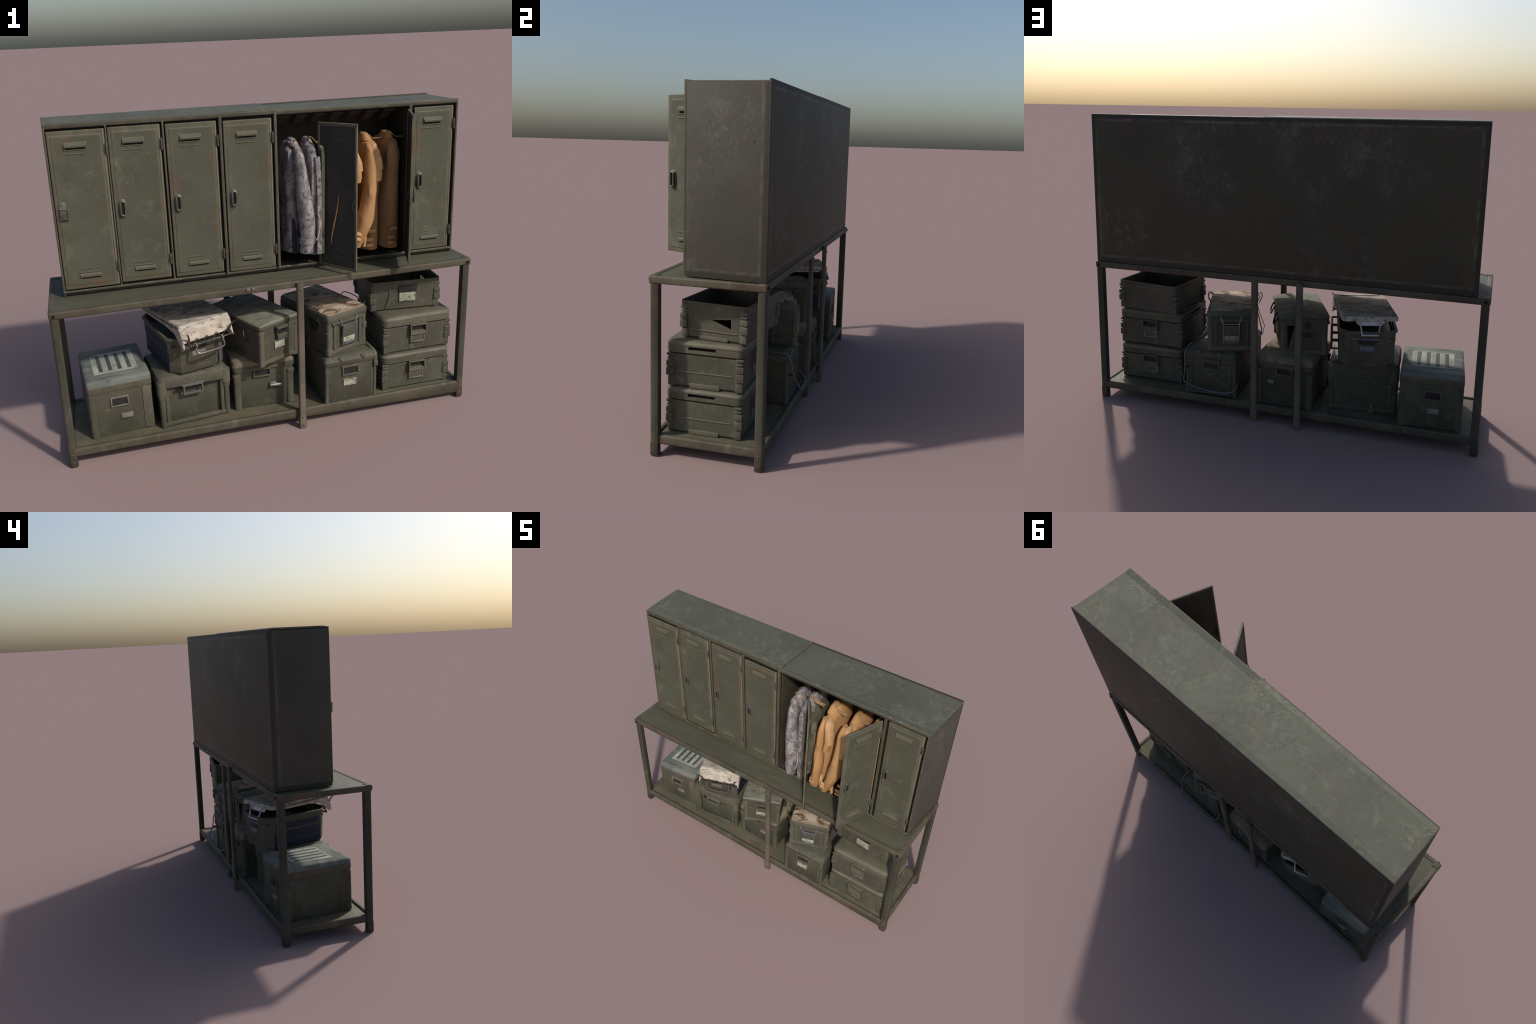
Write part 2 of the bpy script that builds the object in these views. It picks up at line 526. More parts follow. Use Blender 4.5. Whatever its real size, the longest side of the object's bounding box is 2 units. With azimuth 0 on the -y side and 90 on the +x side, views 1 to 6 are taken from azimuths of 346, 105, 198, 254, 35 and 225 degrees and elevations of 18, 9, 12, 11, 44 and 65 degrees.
part("partition", partitions, M_inner, cab, warp=cmap)
part("locker_dark_sheet", lambda bm: [box(bm, ((a + b) / 2, 0.0165, 1.14), (b - a - 0.010, 0.004, 0.735)) for a, b in zip((CX0 + 0.004, -0.674, -0.433, -0.184, 0.722), (-0.674, -0.433, -0.184, 0.064, CX1 - 0.004))], M_dark, cab, warp=cmap)  # dark sheets added behind closed doors so the gaps look black


def front_frame(bm):
    W = CX1 - CX0
    box(bm, ((CX0 + XSEAM) / 2, 0.007, ZT - 0.0105), (XSEAM - CX0 - 0.001, 0.014, 0.0215), 0.006, 3)
    box(bm, ((CX1 + XSEAM) / 2, 0.007, ZT - 0.0145), (CX1 - XSEAM - 0.001, 0.014, 0.0195), 0.006, 3)
    box(bm, (0.0175, 0.006, 0.781), (W, 0.012, 0.010), 0.003, 3)
    for x, w in ((CX0 + 0.005, 0.010), (CX1 - 0.005, 0.010), (-0.6745, 0.007), (-0.434, 0.009), (-0.185, 0.010), (0.0640, 0.012), (0.722, 0.014)):
        box(bm, (x, 0.0065, (0.776 + ZT - 0.012) / 2), (w, 0.013, ZT - 0.012 - 0.776), 0.0035, 3)


def proud_frame(bm):
    for x in (-0.185, 0.0640):
        box(bm, (x, -0.001, (0.776 + ZT - 0.012) / 2), (0.013, 0.016, ZT - 0.012 - 0.776), 0.0035, 3)


part("front_frame", proud_frame, M_frame, cab, warp=cmap)
part("dark_base_strip", lambda bm: box(bm, (0.0175, 0.022, 0.769), (CX1 - CX0 - 0.02, 0.004, 0.017)), M_dark, cab, warp=cmap)  # added dark strip painting the black recess below the doors
part("front_frame", front_frame, M_frame, cab, warp=cmap)


def hanging_rail(bm):
    for k in range(7):
        x = 0.115 + 0.085 * k
        box(bm, (x, 0.030, ZT - 0.037), (0.052, 0.003, 0.010), 0.001)
        ribbon(bm, [(x, 0.032, ZT - 0.033), (x - 0.004, 0.05, ZT - 0.050), (x - 0.012, 0.08, ZT - 0.078), (x - 0.02, 0.12, ZT - 0.085)], 0.045, 0.003, Vector((1, 0, 0)), 3)


part("hook_plate", hanging_rail, M_hook, cab, warp=cmap)


# ---- door fittings (shared meshes)
def louver(bm, up=1):
    w = 0.092
    prism(bm, [(0.0, 0.012), (-0.011, -0.001), (-0.0125, -0.003), (-0.0115, -0.010), (-0.0100, -0.010), (-0.002, -0.002), (0.0, -0.002)] if up == 1 else [(0.0, 0.009), (-0.0075, 0.001), (-0.0075, -0.007), (0.0, -0.007)], -w / 2, w / 2, "x")


def slot_ridge(bm):
    for z in (0.0085, -0.0085):
        box(bm, (0, -0.0005, z), (0.088, 0.006, 0.0038), 0.0018, 3)


def louver_dark_strip(bm):
    box(bm, (0, 0.0, 0.0), (0.082, 0.0036, 0.0075), 0.0015)  # solid dark strip painting the opening under the hood


M_edge_light = paint("painted_door_highlight", (122, 118, 102), (104, 100, 85), seed=14, k_pale=0.4, k_rust=0.5, k_edge=0.3)  # pale colour imitating the sunlit highlight on the door edge
M_bead = paint("painted_lid_highlight", (108, 104, 89), (92, 88, 75), seed=15, k_pale=0.5, k_rust=0.3, k_edge=0.3, scale=2)  # pale colour copying the highlight painted on the lid edge
M_louv = paint("louver_enamel", (82, 81, 68), (76, 75, 62), seed=12, k_edge=0.6, k_rust=0.3)


def stadium(w, h, y, n=6):
    r = w / 2
    return [(r * math.cos(a), y, (h / 2 - r) * (1 if k <= n else -1) + r * math.sin(a))
            for k in range(2 * n + 2) for a in [math.pi * (k / n if k <= n else 1 + (k - n - 1) / n)]]


def pull_handle(bm):
    tube(bm, stadium(0.019, 0.064, -0.010), 0.0042, 8, True)
    for z in (-0.032, 0.032):
        tube(bm, [(0, 0.0, z), (0, -0.010, z)], 0.004, 8)
    loft(bm, [[(x * s, y, z * s) for x, _, z in stadium(0.034, 0.082, 0)] for s, y in ((1, 0.001), (1, -0.002), (0.93, -0.0035))])


def square_handle(bm):
    tube(bm, [(x, -0.007, z) for x, z in ((-0.015, -0.024), (0.016, -0.024), (0.017, 0.020), (-0.016, 0.022))], 0.0042, 8, True)
    box(bm, (0, -0.002, 0), (0.030, 0.006, 0.044), 0.002)
    loft(bm, [[(x * s - 0.004, y, z * s + 0.01) for x, _, z in stadium(0.034, 0.082, 0)] for s, y in ((1, 0.001), (1, -0.002), (0.93, -0.0035))])


def handle_dark_pad(bm):
    loft(bm, [[(x * s, y, z * s) for x, _, z in stadium(0.0165, 0.060, 0)] for s, y in ((1, -0.003), (0.96, -0.0075))])  # solid dark pill painting shade inside the handle ring


def hinge(bm):
    for k in range(3):
        z = (k - 1) * 0.014
        tube(bm, [(0, -0.004, z - 0.0062), (0, -0.004, z + 0.0062)], 0.0052, 8)
    tube(bm, [(0, -0.004, -0.026), (0, -0.004, 0.026)], 0.003, 8)
    box(bm, (-0.006, 0.0005, 0), (0.012, 0.004, 0.044), 0.001)


M_handle = plain("handle_steel", (92, 89, 82), 0.42, 0.35)
ME_louv = mesh_of("louver", louver, M_louv, 25)
ME_louv_low = mesh_of("louver", lambda bm: louver(bm, 0.75), M_louv, 25)
ME_dark_strip = mesh_of("louver_dark_strip", louver_dark_strip, M_dark)
ME_slot = mesh_of("vent_ridge", slot_ridge, M_louv)
ME_handle = mesh_of("handle", pull_handle, M_handle)
ME_sqhandle = mesh_of("handle", square_handle, M_handle)
ME_dark_pad = mesh_of("handle_dark_plate", handle_dark_pad, M_dark)
ME_hinge = mesh_of("hinge", hinge, plain("hinge_steel", (82, 78, 70), 0.5, 0.2))


def door_leaf(w, h, opened):
    """origin: bottom hinge corner (right); leaf spans x -w..0, outer face at y = 0"""
    def fn(bm):
        box(bm, (-w / 2, 0.0025 if opened else 0.005, h / 2), (w, 0.005 if opened else 0.011, h), 0.002 if opened else 0.0052, 4)
        t = 0.011
        # raised field with a rolled border
        x0, x1, z0, z1 = -w + t, -0.014, 0.016, h - 0.018
        cx, cz = (x0 + x1) / 2, (z0 + z1) / 2
        loft(bm, [[(x, y, z) for x, z, _ in rrect(x1 - x0 - 2 * i, z1 - z0 - 2 * i, 0.006, 0, 3, cx, cz)][::-1]
                  for i, y in ((0.0, 0.0015), (0.002, -0.0012), (0.006, -0.0022), (0.012, -0.0018), (0.020, -0.0008))])
        if opened:
            for x, z, sx, sz in ((-w + 0.006, h / 2, 0.012, h), (-0.006, h / 2, 0.012, h), (-w / 2, 0.007, w, 0.014), (-w / 2, h - 0.008, w, 0.016)):
                box(bm, (x, 0.0055, z), (sx - 0.001, 0.007, sz - 0.001), 0.002)
    return fn


DOORS = [  # x_left, x_right, z_bottom, z_top, recess, lean of the outer edge, square handle
    (-0.918, -0.6805, 0.793, 1.489, -0.004, 0.35, True),
    (-0.669, -0.446, 0.797, 1.491, 0.002, 0.0, False),
    (-0.424, -0.200, 0.792, 1.488, 0.003, 0.0, False),
    (-0.173, 0.048, 0.789, 1.485, -0.004, 0.0, False),
    (0.741, 0.943, 0.789, 1.486, 0.004, 0.0, False),
]
TILT = math.atan2(-0.0416, 1.895)


def build_door(seed, hx, hy, zb, w, h, ang, square=False, opened=False, zhandle=None, hz_low=0.09):
    mat = paint("door_enamel", (77, 78, 65), (72, 72, 60), pale=(112, 111, 96), seed=20 + seed, k_pale=0.6 if seed not in (2, 3) else 0.3,
                rust=(92, 72, 54), k_rust=0.85, k_edge=0.75, k_field=0.10, border=(w, h, "XZ"), edgecol=(132, 124, 108), scale=1.3)
    d = part("door", door_leaf(w, h, opened), mat, cab, (hx, hy, zb), (0, 0, ang))
    part("door_edge_highlight", lambda bm: box(bm, (-0.0062, 0.0004, h / 2), (0.0044, 0.0044, h - 0.012), 0.002, 3), M_edge_light, d)  # pale strip added to imitate sunlight along the hinge edge
    if opened:
        part("inner_panel", lambda bm: (box(bm, (-w / 2, 0.0050, h / 2), (w - 0.020, 0.002, h - 0.024)), box(bm, (-w / 2, 0.006, h - 0.075), (0.09, 0.004, 0.022), 0.0015), box(bm, (-w / 2, 0.006, 0.09), (0.09, 0.004, 0.022), 0.0015)), M_door_in, d)
    cx = -w / 2 - 0.006
    put("louver", ME_louv, d, (cx, 0.0, h - 0.060))
    put("vent_ridge", ME_slot, d, (cx - 0.006, 0.0, h - 0.090))
    put("vent_ridge", ME_slot, d, (cx - 0.004, 0.0, 0.083))
    put("louver", ME_louv_low, d, (cx + 0.004, 0.0, 0.060))
    zh = (1.139 if zhandle is None else zhandle) - zb
    put("louver_dark_strip", ME_dark_strip, d, (cx, -0.0005, h - 0.0755))
    put("louver_dark_strip", ME_dark_strip, d, (cx + 0.004, -0.0005, 0.049))
    put("handle", ME_sqhandle if square else ME_handle, d, (-w + 0.034, -0.002, zh))
    if not square:
        put("handle_dark_plate", ME_dark_pad, d, (-w + 0.034, -0.002, zh))
    for z in (h - 0.085, hz_low):
        put("hinge", ME_hinge, d, (0.002, -0.001, z))
    return d


for i, (x0, x1, zb, zt, rec, lean, sq) in enumerate(DOORS):
    p = cmap((x1, rec, zb))
    build_door(i, p.x, p.y, zb, x1 - x0, zt - zb, TILT + math.radians(lean), sq)

# two doors standing open: (hinge) -> (free edge)
for seed, (hx, hy), (tx, ty), zb, zt, zh in ((5, (0.268, -0.070), (0.383, -0.252), 0.7765, 1.4535, 1.09), (6, (0.712, -0.083), (0.626, -0.297), 0.800, 1.482, 1.12)):
    w = math.hypot(tx - hx, ty - hy)
    ang = math.atan2(hy - ty, hx - tx)
    d = build_door(seed, hx, hy, zb, w, zt - zb, ang, opened=True, zhandle=zh)
    part("latch", lambda bm: (box(bm, (-w + 0.014, 0.010, zh - zb + 0.02), (0.014, 0.010, 0.02), 0.003),
                              tube(bm, smooth_path([(-w + 0.012, 0.010, zh - zb + 0.02), (-w + 0.016, 0.020, zh - zb - 0.005), (-w + 0.012, 0.010, zh - zb - 0.03)]), 0.004)), M_black, d)

# ------------------------------------------------------------------ clothes in the open lockers
M_camo = blotch("grey_camouflage_cloth", (146, 139, 137), (82, 78, 84), (112, 106, 108), 62, 0.52, (1, 1, 0.75), soft=0.14)
M_camo_in = blotch("blue_grey_lining", (48, 50, 64), (38, 38, 48), (58, 58, 70), 36, 0.52)
M_olive_cloth = blotch("olive_cloth", (84, 84, 70), (64, 64, 54), (104, 96, 80), 30, 0.55)
M_tan = blotch("tan_canvas", (164, 124, 82), (140, 100, 64), (176, 136, 94), 14, 0.56, (1, 1, 0.5), soft=0.2)
M_tan_dark = blotch("tan_canvas_trim", (174, 138, 98), (150, 114, 78), (186, 150, 110), 20, 0.55, soft=0.2)
M_trim = plain("beige_webbing", (150, 122, 90), 0.85)


def garment(bm, prof, fold=0.006, seed=0, n=20, sub=4):
    """prof: (z, x centre, y front, y back, half thickness); lofted with soft folds"""
    P = [Vector(p) for p in [(a[0], a[1], a[2]) for a in prof]]
    rows = []
    m = len(prof) - 1
    for i in range(m * sub + 1):
        t = min(i / sub, m - 1e-6)
        j, u = int(t), t - int(t)
        u2 = u
        rows.append([prof[j][k] * (1 - u2) + prof[j + 1][k] * u2 for k in range(5)])
    rings = []
    for z, xc, y0, y1, hx in rows:
        ring = []
        for k in range(n):
            a = 2 * math.pi * k / n
            c, s = math.cos(a), math.sin(a)
            px = math.copysign(abs(c) ** 0.75, c) * hx
            py = math.copysign(abs(s) ** 0.8, s) * (y1 - y0) / 2
            y = (y0 + y1) / 2 + py
            f = fold * (noise.noise((seed * 9.7, y * 26, z * 3.5)) + 0.5 * noise.noise((seed, y * 60, z * 9)))
            f *= 1.0 if hx > 0.015 else hx / 0.015
            ring.append((xc + px + f, y + 0.5 * f, z + 0.004 * noise.noise((y * 30, seed * 5, 3)) * (1 if i < 2 else 0)))
        rings.append(ring)
    loft(bm, rings)


def sleeve(bm, pts, ry, rx, seed=0, n=12, sub=4, fold=0.005):
    """hanging sleeve: elliptical sections along a nearly vertical path (ry along y, rx along x)"""
    P = smooth_path(pts, sub)
    rings = []
    m = len(pts) - 1
    for i, p in enumerate(P):
        t = min(i / sub, m - 1e-6)
        j, u = int(t), t - int(t)
        a_, b_ = ry[j] * (1 - u) + ry[j + 1] * u, rx[j] * (1 - u) + rx[j + 1] * u
        ring = []
        for k in range(n):
            a = 2 * math.pi * k / n
            q = 1 + fold * 40 * (noise.noise((seed * 3 + math.cos(a) * 1.3, math.sin(a) * 1.3, p.z * 14)) * 0.5)
            ring.append((p.x + b_ * math.cos(a) * q, p.y + a_ * math.sin(a) * q, p.z))
        rings.append(ring)
    loft(bm, rings)


def coat_body_profile(x, hx, bot, lean=0.0, y0=-0.105, y1=0.165):
    return [(bot, x - lean, y0 + 0.015, y1 - 0.02, hx * 1.05), (bot + 0.15, x - lean * 0.7, y0 + 0.01, y1 - 0.01, hx * 1.08),
            (1.15, x - lean * 0.25, y0 + 0.005, y1, hx), (1.27, x, y0 + 0.002, y1, hx * 0.95), (1.325, x, y0 + 0.015, y1 - 0.01, hx * 0.85),
            (1.345, x, y0 + 0.05, y1 - 0.045, hx * 0.65), (1.36, x, -0.02, 0.06, hx * 0.42), (1.368, x, 0.0, 0.04, hx * 0.22)]


def collar(bm, x):
    """stand collar: a short soft ring round the neck"""
    garment(bm, [(1.345, x, -0.045, 0.075, 0.024), (1.362, x, -0.030, 0.066, 0.019), (1.374, x, -0.016, 0.058, 0.014), (1.378, x, -0.004, 0.046, 0.008)], 0.003, x * 10, 16, 2)


# grey camouflage jacket
j1 = thing("camouflage_jacket", "grey camouflage field jacket hanging edge-on in open locker", "jacket")
part("torso", lambda bm: garment(bm, coat_body_profile(0.150, 0.038, 0.838, 0.0, -0.055), 0.012, 1), M_camo, j1)
part("lining", lambda bm: garment(bm, [(0.834, 0.152, -0.050, 0.03, 0.017), (1.0, 0.148, -0.045, 0.03, 0.014), (1.2, 0.150, -0.04, 0.03, 0.012), (1.28, 0.155, -0.035, 0.02, 0.008)], 0.006, 2), M_camo_in, j1)
part("sleeve", lambda bm: sleeve(bm, [(0.168, -0.050, 1.345), (0.170, -0.076, 1.300), (0.178, -0.092, 1.16), (0.192, -0.102, 1.02), (0.194, -0.106, 0.93), (0.188, -0.104, 0.855)],
                                 [0.020, 0.040, 0.046, 0.048, 0.038, 0.036], [0.012, 0.024, 0.032, 0.040, 0.035, 0.033], 1), M_camo, j1)
part("sleeve", lambda bm: sleeve(bm, [(0.152, 0.13, 1.31), (0.152, 0.155, 1.20), (0.15, 0.165, 1.0), (0.15, 0.165, 0.88)], [0.02, 0.03, 0.03, 0.026], [0.02, 0.032, 0.032, 0.03], 2), M_camo, j1)
part("cuff", lambda bm: sleeve(bm, [(0.194, -0.106, 0.928), (0.192, -0.105, 0.900)], [0.042, 0.041], [0.039, 0.038], 5, fold=0.0), M_camo, j1)
part("collar", lambda bm: collar(bm, 0.165), M_camo, j1)
part("hanger_strap", lambda bm: ribbon(bm, [(0.150, -0.035, 1.345), (0.166, -0.02, 1.372), (0.178, -0.011, 1.364), (0.190, -0.012, 1.338)], 0.022, 0.003), M_trim, j1)

# second jacket, camouflage and olive
j2 = thing("olive_camouflage_jacket", "camouflage jacket with olive placket and tan stripe", "jacket")
part("torso", lambda bm: garment(bm, coat_body_profile(0.238, 0.034, 0.832, 0.0), 0.008, 3), M_camo, j2)
part("back_yoke", lambda bm: garment(bm, [(0.84, 0.268, -0.06, 0.15, 0.016), (1.1, 0.268, -0.07, 0.16, 0.016), (1.26, 0.264, -0.06, 0.15, 0.014), (1.33, 0.256, -0.03, 0.10, 0.008)], 0.005, 7), M_olive_cloth, j2)
part("placket", lambda bm: ribbon(bm, [(0.262, -0.098, 1.345), (0.273, -0.109, 1.32), (0.271, -0.112, 1.15), (0.268, -0.113, 1.0), (0.268, -0.108, 0.84)], 0.016, 0.010, Vector((1, 0, 0)), 3), M_olive_cloth, j2)
part("facing", lambda bm: ribbon(bm, [(0.248, -0.104, 1.30), (0.254, -0.110, 1.15), (0.252, -0.112, 1.0), (0.250, -0.108, 0.84)], 0.022, 0.012, Vector((1, 0, 0)), 3), M_camo, j2)
part("sleeve", lambda bm: sleeve(bm, [(0.292, -0.045, 1.245), (0.298, -0.060, 1.20), (0.302, -0.075, 1.05), (0.300, -0.075, 0.90)], [0.012, 0.026, 0.030, 0.028], [0.012, 0.022, 0.024, 0.022], 4), M_olive_cloth, j2)
part("stripe", lambda bm: ribbon(bm, [(0.318, -0.062, 1.195), (0.325, -0.074, 1.08), (0.325, -0.078, 0.95), (0.321, -0.076, 0.905)], 0.020, 0.006, Vector((0, 1, 0)), 3), M_tan, j2)
part("collar", lambda bm: collar(bm, 0.238), M_camo, j2)
part("hanger_strap", lambda bm: ribbon(bm, [(0.228, -0.02, 1.355), (0.238, -0.012, 1.380), (0.252, -0.01, 1.378), (0.278, -0.003, 1.352), (0.325, -0.003, 1.348)], 0.022, 0.003), M_trim, j2)
part("drawcord", lambda bm: tube(bm, smooth_path([(0.240, -0.122, 1.04), (0.2475, -0.128, 1.02), (0.2465, -0.13, 0.97), (0.238, -0.13, 0.93), (0.230, -0.13, 0.915)]), 0.0026, 6), plain("pale_cord", (176, 160, 150), 0.8), j2)


# three tan coats
def coat(x, seed, bot, front_sleeve=True, fx=0.0, path=None, radii=None):
    c = thing("canvas_coat", "tan canvas work coat with buckled straps hanging in locker", "coat")
    part("torso", lambda bm: garment(bm, coat_body_profile(x + (0.014 if front_sleeve else 0.005), 0.042, bot, 0.0, -0.092), 0.012, seed), M_tan, c)
    part("collar", lambda bm: collar(bm, x), M_tan, c)
    part("hanger_strap", lambda bm: ribbon(bm, [(x - 0.020, 0.0, 1.345), (x - 0.008, 0.012, 1.372), (x + 0.004, 0.013, 1.379), (x + 0.014, 0.010, 1.374), (x + 0.040, -0.002, 1.349), (x + 0.086, -0.003, 1.347)] + ([(x + 0.117, 0.012, 1.374)] if seed == 12 else []), 0.020, 0.003), M_trim, c)
    if front_sleeve:
        part("sleeve", lambda bm: sleeve(bm, path, [0.018, 0.034, 0.042, 0.042, 0.034, 0.026], radii, seed, fold=0.011), M_tan, c)
        part("shoulder_flap", lambda bm: garment(bm, [(1.222, x + 0.014 + fx, -0.150, -0.085, 0.024), (1.26, x + 0.010 + fx, -0.148, -0.080, 0.025), (1.31, x + 0.006 + fx * 0.8, -0.132, -0.072, 0.021), (1.338, x + 0.002 + fx * 0.5, -0.105, -0.06, 0.011)], 0.004, seed + 3, 16), M_tan_dark, c)
        part("pocket", lambda bm: garment(bm, [(1.172, x + 0.006 + fx, -0.158, -0.11, 0.017), (1.20, x + 0.010 + fx, -0.158, -0.11, 0.018), (1.228, x + 0.012 + fx, -0.150, -0.10, 0.016)], 0.002, seed + 5, 12), M_tan, c)
        part("buckle_tab", lambda bm: [box(bm, (path[5][0] + 0.012 + dx, -0.147 + 0.002 * k, z), (0.032, 0.010, 0.016), 0.004, 2, Matrix.Rotation(0.35, 3, "Y")) for k, (dx, z) in enumerate(((-0.008, 0.925), (-0.012, 0.900)))], M_tan_dark, c, kind="stuff")
        part("cuff_strap", lambda bm: sleeve(bm, [(path[5][0] + 0.045, -0.108, 0.945), (path[5][0] + 0.046, -0.116, 0.90), (path[5][0] + 0.045, -0.112, 0.850)], [0.010, 0.013, 0.010], [0.008, 0.010, 0.010], seed + 9), M_tan_dark, c)
    part("sleeve", lambda bm: sleeve(bm, [(x, 0.12, 1.31), (x, 0.15, 1.20), (x, 0.16, 1.0), (x, 0.16, 0.87)], [0.02, 0.03, 0.03, 0.026], [0.02, 0.036, 0.036, 0.032], seed + 2), M_tan, c)
    part("hem_strap", lambda bm: [box(bm, (x + dx, -0.104 if front_sleeve else -0.090, z), (0.036, 0.010, 0.018), 0.004) for dx, z in ((-0.012, bot + 0.035), (-0.012, bot + 0.062), (0.0, bot + 0.105))], M_tan_dark, c, kind="stuff")
    return c


first_coat = coat(0.378, 11, 0.85, True, 0.045, [(0.378, -0.080, 1.338), (0.380, -0.104, 1.28), (0.380, -0.115, 1.14), (0.374, -0.118, 1.0), (0.366, -0.118, 0.92), (0.358, -0.114, 0.855)],
     [0.012, 0.020, 0.024, 0.027, 0.030, 0.030])
part("coat_edge", lambda bm: tube(bm, [(0.3255, -0.1760, 1.140), (0.3190, -0.1665, 1.060), (0.3105, -0.1545, 0.996), (0.3025, -0.1400, 0.930), (0.3005, -0.1378, 0.890)], [0.0006, 0.0034, 0.0042, 0.0036, 0.0008], 8), M_tan, first_coat)
coat(0.524, 12, 0.815, True, 0.0, [(0.503, -0.080, 1.342), (0.505, -0.106, 1.29), (0.502, -0.117, 1.13), (0.482, -0.120, 1.0), (0.456, -0.120, 0.92), (0.432, -0.115, 0.855)],
     [0.013, 0.024, 0.034, 0.038, 0.034, 0.027])
coat(0.640, 13, 0.812, False)

# ------------------------------------------------------------------ crates
CR = dict(k_pale=0.6, k_rust=0.4, k_field=0.3, k_edge=0.6, edgecol=(122, 116, 98), scale=1.8, edge_r=0.006)
M_cr = [paint("crate_enamel", b, seed=40 + i, **CR) for i, b in enumerate(((82, 81, 68), (78, 77, 65), (81, 79, 67), (76, 76, 64)))]
M_crtrim = paint("crate_trim", (92, 88, 75), (80, 77, 65), seed=50, **CR)
M_label = blotch("label_plate", (154, 155, 138), (96, 97, 84), (142, 143, 126), 48, 0.53, (1, 1, 1.3), soft=0.09)
M_lid_a = blotch("blue_grey_lid", (94, 98, 92), (76, 80, 78), (112, 116, 108), 22, 0.54, (0.6, 2, 1), soft=0.2)
M_lid_rib = blotch("pale_scuffed_rib", (136, 138, 128), (92, 96, 90), (152, 154, 144), 22, 0.50, (1, 0.6, 1), soft=0.22)
M_groove = plain("lid_groove", (66, 69, 66), 0.8)
M_camolid = blotch("pale_camouflage_lid", (172, 164, 152), (98, 93, 87), (150, 143, 132), 40, 0.50, (0.7, 1.5, 1), soft=0.16, rotz=0.3)
M_pale_plate = blotch("beige_lid_edge", (176, 166, 153), (112, 102, 92), (158, 148, 136), 30, 0.54, (1, 1, 2.2), soft=0.18)
M_stained = blotch("rust_stained_pale_lid", (172, 158, 138), (84, 64, 48), (140, 122, 100), 20, 0.50, (0.7, 1.4, 1), soft=0.14, rotz=0.5)
M_greylid = blotch("grey_green_lid", (112, 112, 98), (78, 80, 72), (98, 98, 86), 26, 0.53, (0.6, 2, 1), soft=0.14)
M_sandlid = blotch("sand_lid", (124, 115, 95), (88, 82, 68), (108, 101, 84), 24, 0.52, soft=0.16)
M_blue = paint("navy_plastic", (36, 38, 62), (32, 34, 54), pale=(66, 68, 84), seed=60, k_pale=0.3, k_rust=0.1, k_edge=0.5, edgecol=(92, 94, 104))
M_greyside = paint("grey_plastic", (86, 85, 84), (76, 76, 75), seed=61, k_pale=0.3, k_rust=0.1)
M_white = plain("off_white_plastic", (184, 182, 180), 0.5)


def corner_posts(bm, w, d, z0, z1, s=0.03, proud=0.003, r=0.010):
    for sx in (-1, 1):
        for sy in (-1, 1):
            stack(bm, [(z0, s, s, r), (z1, s, s, r)], 4, cx=sx * (w / 2 - s / 2 + proud), cy=sy * (d / 2 - s / 2 + proud))


def latch_clip(bm, y, z, w=0.058, h=0.062, depth=0.014):
    """spring latch: side cheeks, lever and lower plate; y is the wall, front is -y when depth > 0"""
    for s in (-1, 1):
        box(bm, (s * w / 2, y - depth / 2, z), (0.004, abs(depth), h * 0.72), 0.001)
    box(bm, (0, y - depth * 0.7, z + h * 0.34), (w, abs(depth) * 0.9, 0.006), 0.002)
    box(bm, (0, y - depth * 0.55, z + 0.001), (w * 0.84, abs(depth) * 0.7, 0.016), 0.003)
    box(bm, (0, y - depth * 0.35, z - h * 0.30), (w * 0.96, abs(depth) * 0.7, h * 0.36), 0.002)


def bezel(bm, y, z, w, h, t=0.006, dep=0.008, x=0.0):
    for s in (-1, 1):
        box(bm, (x + s * (w - t) / 2, y, z), (t, dep, h), 0.002)
        box(bm, (x, y, z + s * (h - t) / 2), (w - t * 1.2, dep * 0.96, t), 0.002)


# ---- A: square chest with a ribbed pale lid
a = thing("ribbed_lid_chest", "square olive storage chest with pale ribbed lid", "storage box", (-0.752, 0.048, 0.083), 4.6)
W, Dp, H = 0.294, 0.368, 0.245
part("body", lambda bm: stack(bm, [(0, W - 0.016, Dp - 0.016, 0.012), (0.008, W - 0.004, Dp - 0.004, 0.014), (H - 0.03, W - 0.004, Dp - 0.004, 0.012), (H, W - 0.004, Dp - 0.004, 0.012)], 4), M_cr[0], a)
part("corner_post", lambda bm: corner_posts(bm, W, Dp, 0.006, H - 0.028, 0.036, 0.001, 0.012), M_cr[2], a)
part("corner_bracket", lambda bm: box(bm, (0.122, -Dp / 2 + 0.01, 0.115), (0.044, 0.026, 0.215), 0.006), M_crtrim, a)
part("lid_rim", lambda bm: stack(bm, [(H - 0.020, W - 0.001, Dp - 0.001, 0.012), (H - 0.016, W + 0.004, Dp + 0.004, 0.014), (H + 0.014, W + 0.004, Dp + 0.004, 0.014)], 4), M_crtrim, a)
part("lid", lambda bm: stack(bm, [(H + 0.012, W + 0.003, Dp + 0.003, 0.014), (H + 0.031, W + 0.001, Dp + 0.001, 0.014), (H + 0.037, W - 0.010, Dp - 0.010, 0.014), (H + 0.039, W - 0.040, Dp - 0.040, 0.014)], 4), M_lid_a, a)


def lid_ribs(bm):
    z = H + 0.038
    n, gw, rw, L = 4, 0.017, 0.0275, 0.215
    for k in range(n + 1):
        x = (k - n / 2) * (gw + rw)
        box(bm, (x, 0.005, z), (rw, L - 0.03, 0.007), 0.003, 2)
    for s in (-1, 1):
        box(bm, (0, 0.005 + s * (L / 2 - 0.008), z), (n * (gw + rw) + rw, 0.018, 0.007), 0.003, 2)


